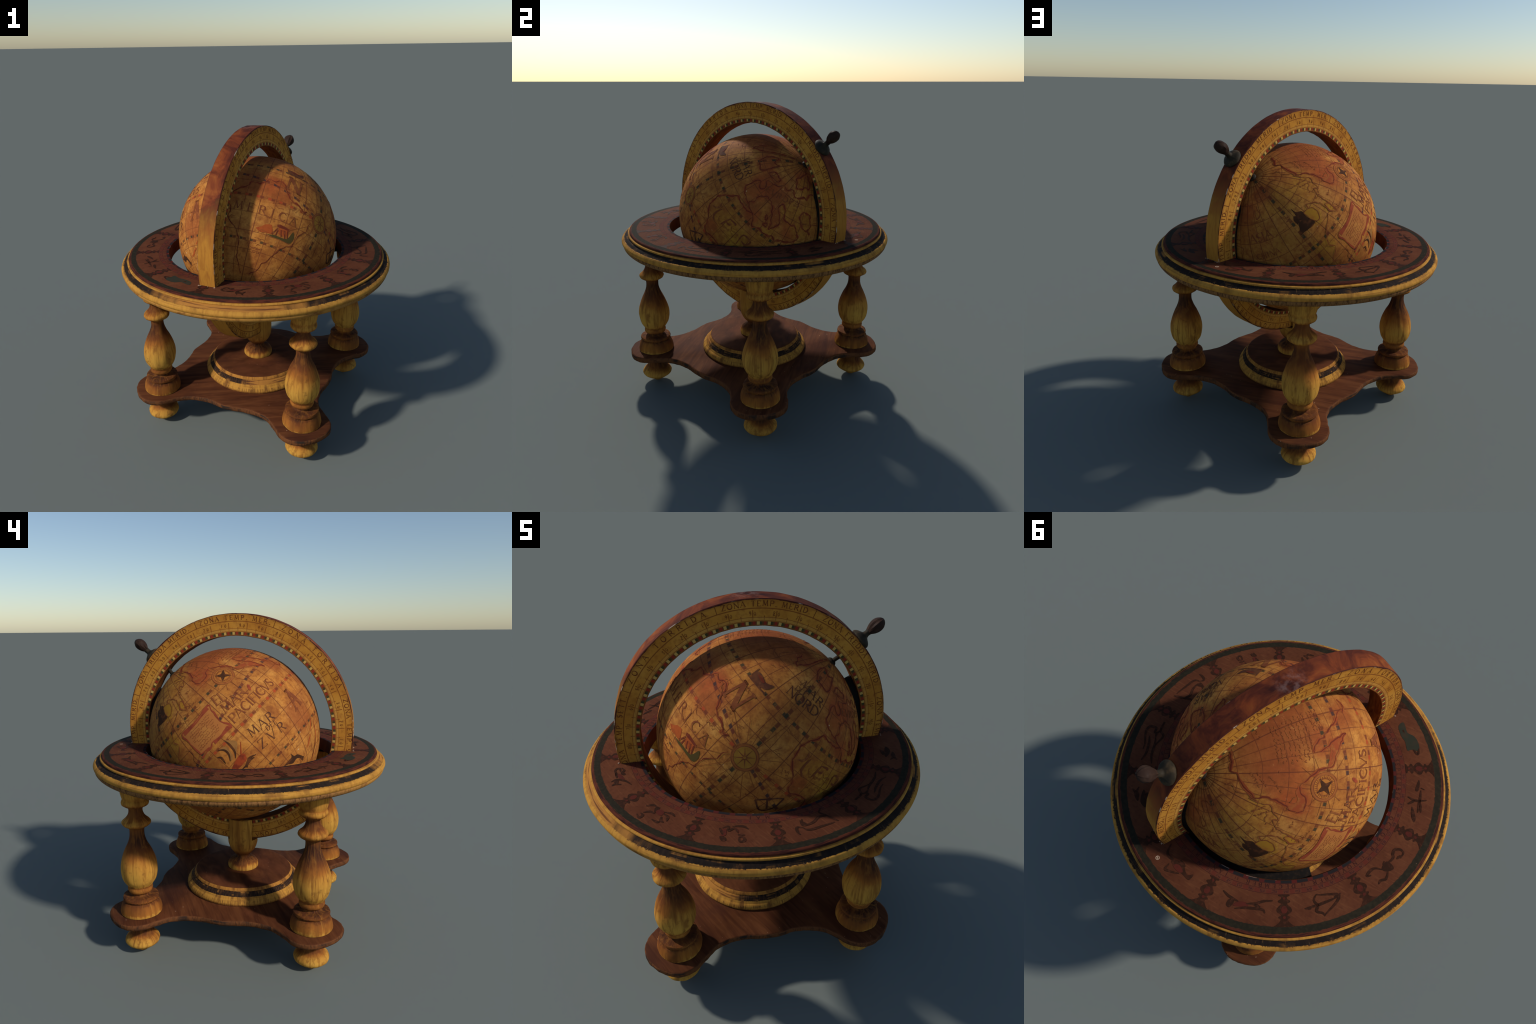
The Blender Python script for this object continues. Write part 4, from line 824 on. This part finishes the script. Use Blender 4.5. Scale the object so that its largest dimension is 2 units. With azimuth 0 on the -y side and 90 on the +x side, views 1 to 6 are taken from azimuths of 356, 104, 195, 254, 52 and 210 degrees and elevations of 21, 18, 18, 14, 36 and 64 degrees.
    for nm, area in (('island', [(47.5, -98.5), (45.5, -95.5), (42, -95.5), (39, -98), (38.5, -100), (39.5, -102.5), (44.5, -104), (48, -104)]), ('cape', [(36.5, -85), (33, -86.3), (35.5, -89), (38.5, -88), (40, -86.5), (38.5, -85)])):
        ik = Ink(S); ik.fill(swap(area), 0.0009); ob = ik.build('island', M['island'], gl)
        ik = Ink(S); ik.stroke(swap(area), 0.0045, 0.0014, True, 6, 0.004, True); ik.build('island_shore', M['ink_faint'], ob)
    # compass roses
    for la, lo, rad, fillm, star in ((30.3, -51.0, 0.0655, 'rose', 4), (0.6, 62.5, 0.0660, 'rose2', 8)):
        ik = Ink(S); ik.disc(lo, la, rad * 0.82, 0.0009); rose = ik.build('compass_rose', M[fillm], gl)
        ik = Ink(S); ik.disc(lo, la, rad, 0.0010, rad * 0.80, 48); ik.build('compass_band', M['rose_ring'], rose)
        ik = Ink(S); ik.disc(lo, la, rad, 0.0016, rad - 0.004, 48); ik.disc(lo, la, rad * 0.82, 0.0016, rad * 0.82 - 0.0035, 48)
        c = S.at(lo, la, 0); nn = c.normalized(); up = (Vector((0, 0, 1)) - nn * nn.z).normalized(); rt = up.cross(nn)
        for j in range(32):
            a = 2 * math.pi * j / 32 + R8(2); d = up * math.cos(a) + rt * math.sin(a)
            if star == 4 or j % 4 == 0: ik.ribbon3([S.fix(c + d * rad * (0.52 if star == 4 else 0.1), .0016), S.fix(c + d * rad * (0.72 + 0.06 * (j % 2)), .0016)], lambda t: 0.005 * (1 - t) + 0.001, 0.0016)
        ik.build('compass_line', M['ink_faint'] if star == 4 else M['ink_letter'], rose)
        ik = Ink(S); b = len(ik.V); n = star * 2
        if star == 4:
            for j in range(n):
                a = 2 * math.pi * j / n + R8(-38); d = up * math.cos(a) + rt * math.sin(a); ik.V.append(S.fix(c + d * rad * (0.70 if j % 2 == 0 else 0.24), 0.0019))
            ik.V.append(S.fix(c, 0.0019)); ik.F += [(n, j, (j + 1) % n) for j in range(n)]; ik.build('compass_star', M['ink_dark'], rose)
    # cartouche scroll with its rollers and rows of script
    outline = [(23, -73.5), (23, -78.5), (22.5, -82.5), (22, -89), (23, -97), (22.5, -99), (20.5, -99.5), (17, -98.5), (13, -98.5), (8.5, -98), (6, -97.5), (5.5, -92.5), (4.5, -90.5), (6, -87), (5, -80.5), (6, -75), (4, -73.5), (6, -73.2), (9.5, -75), (13, -75.5), (17, -74.5), (19.5, -74.5)]
    ik = Ink(S); ik.fill(swap(outline), 0.0008); sc = ik.build('scroll_cartouche', M['scroll'], gl)
    ik = Ink(S); ik.stroke(swap(outline), lambda t: 0.0085 + 0.003 * math.sin(t * 50), 0.0017, True, 6, 0.003, True); ik.build('scroll_border', M['scroll_roll'], sc)
    ik = Ink(S)
    for path, w in (([(22.2, -75), (21.5, -82), (21, -88.5), (21.6, -98)], .015), ([(4.8, -74), (4.5, -76.5), (4.6, -82), (5.1, -87)], .017), ([(4.6, -91), (4.5, -94.5), (4, -99)], .012)):
        ik.stroke(swap(path), lambda t, w=w: w * (1.25 - 0.75 * math.sin(math.pi * t)), 0.0014, True, 6)
    ik.build('scroll_roller', M['scroll_roll'], sc)
    ik = Ink(S)
    for r in range(9): scribble(ik, (18.6 - r * 1.38, -96.5 + rnd.uniform(0, 1)), (18.8 - r * 1.38, -77.5 - (r % 3)), 0.85, 0.0026)
    ik.build('scroll_script', M['ink_faint'], sc, True)
    # sailing ship and sea creatures
    ik = Ink(S); ik.fill(swap([(-10.5, -81.5), (-12, -79.5), (-15, -81), (-15.5, -84), (-15.5, -89), (-13, -91.5), (-11.5, -88), (-10.5, -84)]), 0.0010); sh = ik.build('sailing_ship', M['hull'], gl)
    ik = Ink(S)
    for a in ([(2, -82.5), (-2, -81.5), (-7, -82.5), (-9.5, -84.5), (-7.5, -81.5), (-4, -77.5), (-0.5, -79.5)], [(0.5, -88.5), (-1.5, -86.5), (-5, -86), (-9, -88), (-8.5, -85.5), (-4.5, -84), (-1, -84)]): ik.fill(swap(a), 0.0009)
    ik.build('sail', M['sail'], sh)
    ik = Ink(S)
    for a in ([(2, -82), (-2, -81.5), (-7, -82.5), (-10, -85)], [(0.5, -88.5), (-2, -86), (-5.5, -86), (-9, -88.5)], [(-2, -92), (-4, -90.5), (-8, -91.5)]): ik.stroke(swap(a), lambda t: 0.003 + 0.008 * math.sin(math.pi * t), 0.0015)
    for a in ([(-17, -75), (-16, -79.5), (-17.5, -83), (-17.5, -87.5)], [(-17.5, -77), (-17, -81), (-18.8, -85)]): ik.stroke(swap(a), lambda t: 0.004 + 0.012 * math.sin(math.pi * t), 0.0014, True, 5, 0.004)
    ik.build('rigging', M['ink_dark'], sh)
    ik = Ink(S); ik.stroke(swap([(-5.5, -76), (-8, -78.5), (-10.5, -81)]), lambda t: 0.003 + 0.005 * t, 0.0015); ik.build('mast', M['hull'], sh)
    ik = Ink(S); ik.fill(swap([(-34.5, -57), (-37.5, -55.5), (-38.5, -52.5), (-41.5, -49.5), (-44, -47), (-43, -45), (-46, -49.5), (-42.5, -51.5), (-40.5, -55), (-41, -59.5), (-38.5, -63.5), (-37, -67), (-36.5, -61.5), (-36.5, -58)]), 0.0010); ik.build('sea_creature', M['ink_dark'], gl)
    ik = Ink(S)
    for i, a in enumerate(([(-28.5, -23), (-31, -26), (-34, -30.5)], [(-31.5, -20.5), (-38.5, -21.5), (-50.5, -30.5), (-53, -37.5)], [(-36, -31), (-39, -35), (-41.5, -40.5)], [(-41, -14.5), (-45, -16), (-49, -16)])): ik.stroke(swap(a), lambda t: 0.004 + 0.009 * math.sin(math.pi * t), 0.0013, True, 5, 0.004, seed=i)
    ik.build('sea_monster_streak', M['flame'], gl)
    ik = Ink(S)
    for a in ([(-40, -22.5), (-47, -27.5), (-52, -34)], [(-30, -24), (-33, -26)]): ik.stroke(swap(a), lambda t: 0.002 + 0.006 * math.sin(math.pi * t), 0.0016)
    ik.build('sea_monster_streak', M['ink_dark'], gl)
    # dark lateen mass in the north, bonfire, trestle and turf in the south
    ik = Ink(S); ik.fill(swap([(55.5, -109), (52, -108), (49.5, -103.8), (45.5, -104.8), (39.5, -103.5), (39.5, -111), (40, -115), (40, -118.5), (44.5, -115), (49, -115), (51, -112.5), (50.5, -110.5)]), 0.0009); ik.build('dark_sail', M['ink_dark'], gl)
    ik = Ink(S); ik.fill(swap([(32, 31.5), (33.5, 33), (33.5, 36.5), (32.5, 41), (34.5, 45.5), (30.5, 44.5), (29, 41.5), (28, 38), (28.3, 34)]), 0.0011); ik.stroke(swap([(29.5, 32), (34.5, 31)]), 0.006); ik.stroke(swap([(28, 31), (28.3, 46)]), 0.007, 0.0013); ik.build('small_ship', M['ink_second'], gl)
    ik = Ink(S); ik.fill(swap([(32, 34), (33, 36.5), (32, 40.5), (31, 39)]), 0.0018); ik.build('small_ship_tint', M['ink'], gl)
    ik = Ink(S); ik.fill(swap([(-20, 19), (-18.5, 22.5), (-16.5, 24.5), (-15.5, 27.5), (-15.5, 29), (-19, 31), (-21, 30.5), (-21.5, 25.5), (-22, 22.5)]), 0.0010, False); ik.build('bonfire', M['flame'], gl)
    ik = Ink(S); ik.fill(swap([(-14, 32.5), (-13.3, 34.5), (-14, 41.5), (-15.2, 41.8), (-15.5, 33)]), 0.0012, False)
    for a in ([(-16, 33.5), (-21, 31)], [(-17, 34), (-21, 33.6)], [(-16.5, 36), (-20.5, 37.5)], [(-16, 38.5), (-21, 40.5)], [(-15.5, 40.5), (-20, 42)]): ik.stroke(swap(a), 0.0075, 0.0012, False)
    tr = ik.build('trestle', M['ink'], gl)
    ik = Ink(S); ik.fill(swap([(-15.5, 34), (-15.3, 41), (-19.5, 40.5), (-19.5, 35)]), 0.0009, False); ik.build('trestle_fire', M['flame'], tr)
    ik = Ink(S); ik.fill(swap([(-22, 27.5), (-22.6, 31.5), (-22.4, 36.5), (-22.6, 42), (-22, 45.5), (-18, 46.5), (-14.5, 44.5), (-17, 43.5), (-20.3, 42), (-21, 38), (-20.9, 33), (-21.6, 30)]), 0.0014, True, 2); ik.build('turf', M['green'], gl)
    ik = Ink(S)
    for a in ([(-12.5, 82.5), (-5, 89.5), (-2.5, 93)], [(-12.5, 82.5), (-16, 89.5), (-10.5, 93.5), (-2.5, 93)], [(-8, 86.5), (-13, 91.5)]): ik.stroke(swap(a), 0.009, 0.0013)
    ik.build('war_drum', M['ink_second'], gl)
    ik = Ink(S); ik.fill(swap([(13.7, -46.5), (15, -47.4), (12.5, -49.2), (11, -48.5)]), 0.0012); ik.build('small_flag', M['scroll_roll'], gl)
    # lettering
    ik = Ink(S)
    for t, a, b, h in (('EL', (19, -70.5), (17.5, -62.5), 6.5), ('MAR', (11.8, -70), (10.7, -51.5), 6.0), ('PACIFICVS', (4.3, -71), (3.6, -33.5), 5.6), ('AMERICA', (-10.5, -6.5), (-10.8, 44.5), 5.4), ('A', (-17, -33.5), (-16.5, -26), 13), ('N', (13.3, 31.5), (11.8, 43), 12),
                       ('ASIA', (47.6, -161.5), (48, -138.5), 5.3), ('CHINA', (37.5, -158.5), (37.5, -138.5), 3.4), ('EVROPA', (51, 98), (56.8, 136), 3.6)):
        globe_text(ik, t, a, b, h, bold=1.0 if h < 8 else 1.5)
    for a in ([(12, 91.5), (14, 88.5), (17.5, 88), (21.5, 89)], [(17, 82.5), (18.5, 85.5), (21, 86.5), (23.5, 85.5)], [(14.5, 96), (22, 98)], [(22, 98), (22.5, 103), (21.5, 103.5)], [(18.5, 97.5), (19, 100.5), (20.5, 101)], [(13, 112.5), (20.5, 112), (21.5, 115.5), (20, 119), (17, 117.5), (17, 114)], [(17, 114), (16, 118.5)]): ik.stroke(swap(a), lambda t: 0.005 + 0.007 * math.sin(math.pi * t))
    ik.build('map_lettering', M['ink_letter'], gl, True)
    ik = Ink(S)
    for t, a, b, h in (('MAR', (-8.6, -69.5), (-10.5, -51), 5.4), ('ZVR', (-17.8, -70), (-19.8, -49.5), 5.4), ('MAR', (45.8, 54.5), (45, 76), 4.6), ('NORD', (37, 52.5), (39, 76.5), 5.0), ('DEL', (42, 54.5), (43, 63), 2.6), ('DEL', (-12.6, -60), (-13.5, -52), 2.8)):
        globe_text(ik, t, a, b, h, bold=0.85)
    ik.build('map_lettering', M['ink_second'], gl, True)
    ik = Ink(S)
    for a, b, h in (((28 - 2.2, -37), (24, -29), 1.3), ((26.2, -100), (26.2, -88), 1.3), ((-30.6, -58.5), (-31, -44.5), 1.3), ((24, 65.5), (24, 76), 1.3), ((-22, 51.5), (-21, 59.5), 1.4), ((-24, 51), (-23, 58.5), 1.4), ((-20.5, 53), (-19.5, 60), 1.4), ((-18.5, 64.5), (-18.5, 76), 1.4), ((45.5, -69), (43.5, -58), 1.2), ((59.5, -80.5), (54.5, -70), 1.5), ((57, -82), (52, -72), 1.4),
                    ((62.5, -89.5), (58, -77.5), 1.4), ((63.5, -42.5), (59, -56.5), 1.6), ((61, -42), (56.5, -55), 1.5), ((59, -158.5), (59, -139.5), 1.5), ((55, -46), (49, -57.5), 1.5), ((40.5, 29), (41, 35), 1.5), ((44, 32.5), (44.5, 39), 1.5), ((46, 35), (46.3, 42), 1.3), ((26.2, -84), (26.2, -78), 1.2), ((-14, 76), (-12, 83), 1.6), ((8, 79), (9, 86), 1.6), ((6, 80), (7.5, 88), 1.6), ((12, 70), (12.5, 74), 1.4),
                    ((40, -75), (40.2, -80), 1.2), ((50, -81), (45, -87), 1.3), ((55, -95), (52, -108), 1.3), ((48, -128), (47, -138), 1.4), ((36, -112), (36, -122), 1.3), ((30, -124), (30, -134), 1.3), ((17, -120), (17, -132), 1.3), ((-27, 18), (-27, 27), 1.4), ((-30.5, 14), (-31, 26), 1.3), ((-33, 16), (-33, 28), 1.3), ((-36, 18), (-36, 27), 1.3), ((10, 108), (10, 118), 1.4)):
        scribble(ik, a, b, h)
    for area, n in (((-25, 25, 20, 60), 16), ((28, 62, -135, -80), 14), ((5, 30, 85, 125), 12), ((35, 60, 85, 150), 12), ((50, 70, -15, 40), 10), ((-40, -8, -40, 20), 10), ((40, 66, -175, -140), 9)):
        for i in range(n):
            la, lo = rnd.uniform(area[0], area[1]), rnd.uniform(area[2], area[3]); scribble(ik, (la, lo), (la + rnd.uniform(-1.5, 1.5), lo + rnd.uniform(3, 8)), rnd.uniform(0.8, 1.5), 0.0022)
            if i % 3 == 0:      # a river or ridge line
                p = [(la + rnd.uniform(-2, 2), lo)]
                for j in range(5): p.append((p[-1][0] + rnd.uniform(-1.8, 1.8), p[-1][1] + rnd.uniform(0.6, 2.4)))
                ik.stroke(swap(p), 0.0024, 0.0012, True, 5, 0.003, seed=i)
    for r in range(9):      # block of script lying across the continent of the north-west
        la = 50 - r * 2.0; scribble(ik, (la, -9.5 - (r % 2)), (la + 1.0, -38.5 + (r % 3)), 1.15, 0.0030)
    for r in range(4): scribble(ik, (31.5 - r * 1.5, -10), (31.5 - r * 1.5, -22), 1.0, 0.0028)
    ik.build('map_script', M['ink_faint'], gl, True)
    # wind and rhumb lines from the second rose, ragged rivers
    ik = Ink(S); c = S.at(62.5, 0.6, 0); nn = c.normalized(); up = (Vector((0, 0, 1)) - nn * nn.z).normalized(); rt = up.cross(nn)
    for j in range(16):
        a = 2 * math.pi * (j + 0.35) / 16; d = up * math.cos(a) + rt * math.sin(a)
        ik.ribbon3([S.fix(c + d * (0.067 + 0.014 * i), .0012) for i in range(rnd.choice((9, 12, 15)))], 0.0020, 0.0012)
    c = S.at(-51, 30.3, 0); nn = c.normalized(); up = (Vector((0, 0, 1)) - nn * nn.z).normalized(); rt = up.cross(nn)
    for j in range(12):
        a = 2 * math.pi * (j + 0.2) / 12; d = up * math.cos(a) + rt * math.sin(a)
        ik.ribbon3([S.fix(c + d * (0.067 + 0.014 * i), .0012) for i in range(rnd.choice((4, 6, 9)))], 0.0016, 0.0012)
    ik.build('rhumb_line', M['ink_faint'], gl, True)
    return gl

def build_axle(root):
    ang = R8(40.0); d = MER_H * math.cos(ang) + Vector((0, 0, math.sin(ang)))
    rot = d.to_track_quat('Z', 'Y').to_matrix().to_4x4()
    base = MER_C + d * (MER_RO - 0.003)
    def place(ob, loc, r=rot): ob.matrix_local = Matrix.Translation(loc) @ r
    nut = lathe('finger_screw', profile([(0.0, -0.002), (0.050, -0.002, 's'), (0.0545, 0.006), (0.053, 0.014), (0.044, 0.024), (0.028, 0.033), (0.019, 0.039), (0.0155, 0.050), (0.016, 0.062), (0.012, 0.070), (0.0, 0.072)], 5), 40, mats=(M['metal'],), wob=0.001, seed=6)
    nt = add_obj('finger_screw', nut, root); place(nt, base)
    tip = Vector((0.3120, 0.5860, 1.8430)); root_p = base + d * 0.052
    ax = (tip - root_p); L = ax.length
    wing = lathe('screw_wing', profile([(0.0, 0.0), (0.013, 0.0, 's'), (0.018, L * .12), (0.031, L * .32), (0.0385, L * .54), (0.0355, L * .75), (0.022, L * .92), (0.006, L), (0.0, L)], 5), 20, mats=(M['wing'],), wob=0.006, seed=11, angle=24)
    wg = add_obj('screw_wing', wing, nt)
    bpy.context.view_layer.update()
    wm = Matrix.Translation(root_p) @ ax.to_track_quat('Z', 'Y').to_matrix().to_4x4() @ Matrix.Diagonal((1.0, 0.86, 1, 1))
    wg.matrix_local = (Matrix.Translation(base) @ rot).inverted() @ wm
    pole = GLOBE_C + AXIS * GLOBE_R; start = MER_C + d * (MER_RI + 0.004)
    v = pole - start
    pin = lathe('axle_pin', profile([(0.0, 0.0), (0.0125, 0.0, 's'), (0.0110, v.length * .35), (0.0105, v.length + 0.01), (0.0, v.length + 0.01)], 3), 20, mats=(M['metal'],), wob=0.001)
    pn = add_obj('axle_pin', pin, root); place(pn, start, v.to_track_quat('Z', 'Y').to_matrix().to_4x4())
    cap = lathe('pole_cap', profile([(0.0, 0.016), (0.012, 0.0145), (0.021, 0.009), (0.026, 0.001), (0.027, -0.010)], 4), 28, mats=(M['metal'],))
    cp = add_obj('pole_cap', cap, root); place(cp, pole, AXIS.to_track_quat('Z', 'Y').to_matrix().to_4x4())
    c2 = add_obj('pole_cap', cap, root); place(c2, GLOBE_C - AXIS * GLOBE_R, (-AXIS).to_track_quat('Z', 'Y').to_matrix().to_4x4())

def build_gap_web(root):
    # dark felt web that closes the gap between ball and table on the pole side, and the crescent under the axle
    me = bpy.data.meshes.new('dark_gap_web'); V = []; F = []; n = 70
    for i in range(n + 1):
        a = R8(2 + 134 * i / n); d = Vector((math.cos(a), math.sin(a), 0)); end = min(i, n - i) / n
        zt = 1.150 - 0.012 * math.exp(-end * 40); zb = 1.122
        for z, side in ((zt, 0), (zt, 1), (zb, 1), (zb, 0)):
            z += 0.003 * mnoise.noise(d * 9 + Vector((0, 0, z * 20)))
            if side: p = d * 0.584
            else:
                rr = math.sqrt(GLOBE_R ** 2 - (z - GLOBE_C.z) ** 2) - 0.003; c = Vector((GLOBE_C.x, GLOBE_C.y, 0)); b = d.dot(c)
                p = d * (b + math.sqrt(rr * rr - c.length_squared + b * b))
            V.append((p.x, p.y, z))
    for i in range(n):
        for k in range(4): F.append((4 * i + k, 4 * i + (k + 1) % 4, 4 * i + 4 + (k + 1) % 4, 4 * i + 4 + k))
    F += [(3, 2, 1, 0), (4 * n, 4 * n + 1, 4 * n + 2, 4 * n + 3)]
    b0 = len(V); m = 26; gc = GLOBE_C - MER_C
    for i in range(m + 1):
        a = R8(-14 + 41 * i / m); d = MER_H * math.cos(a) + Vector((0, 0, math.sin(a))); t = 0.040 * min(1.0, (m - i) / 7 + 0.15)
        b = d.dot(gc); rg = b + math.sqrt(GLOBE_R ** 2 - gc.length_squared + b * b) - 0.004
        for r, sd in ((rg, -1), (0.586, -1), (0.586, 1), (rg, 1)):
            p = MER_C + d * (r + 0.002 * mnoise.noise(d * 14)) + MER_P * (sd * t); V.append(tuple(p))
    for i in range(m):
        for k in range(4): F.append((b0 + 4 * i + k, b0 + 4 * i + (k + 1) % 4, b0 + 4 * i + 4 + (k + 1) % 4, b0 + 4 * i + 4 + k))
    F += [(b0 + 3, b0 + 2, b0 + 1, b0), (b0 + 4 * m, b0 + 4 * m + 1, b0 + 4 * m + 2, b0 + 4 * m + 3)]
    me.from_pydata(V, [], F); me.materials.append(M['blackish'])
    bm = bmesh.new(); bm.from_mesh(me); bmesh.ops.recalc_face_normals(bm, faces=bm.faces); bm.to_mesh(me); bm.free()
    add_obj('dark_gap_web', finish_mesh(me, 40), root)

make_materials()
root = bpy.data.objects.new('desk_globe', None); bpy.context.scene.collection.objects.link(root)
root['label'] = 'antique wooden desk globe on a four-legged turned stand'; root['category'] = 'desk globe'
build_base(root); build_legs(root); build_horizon(root); build_meridian(root); build_globe(root); build_axle(root); build_gap_web(root)
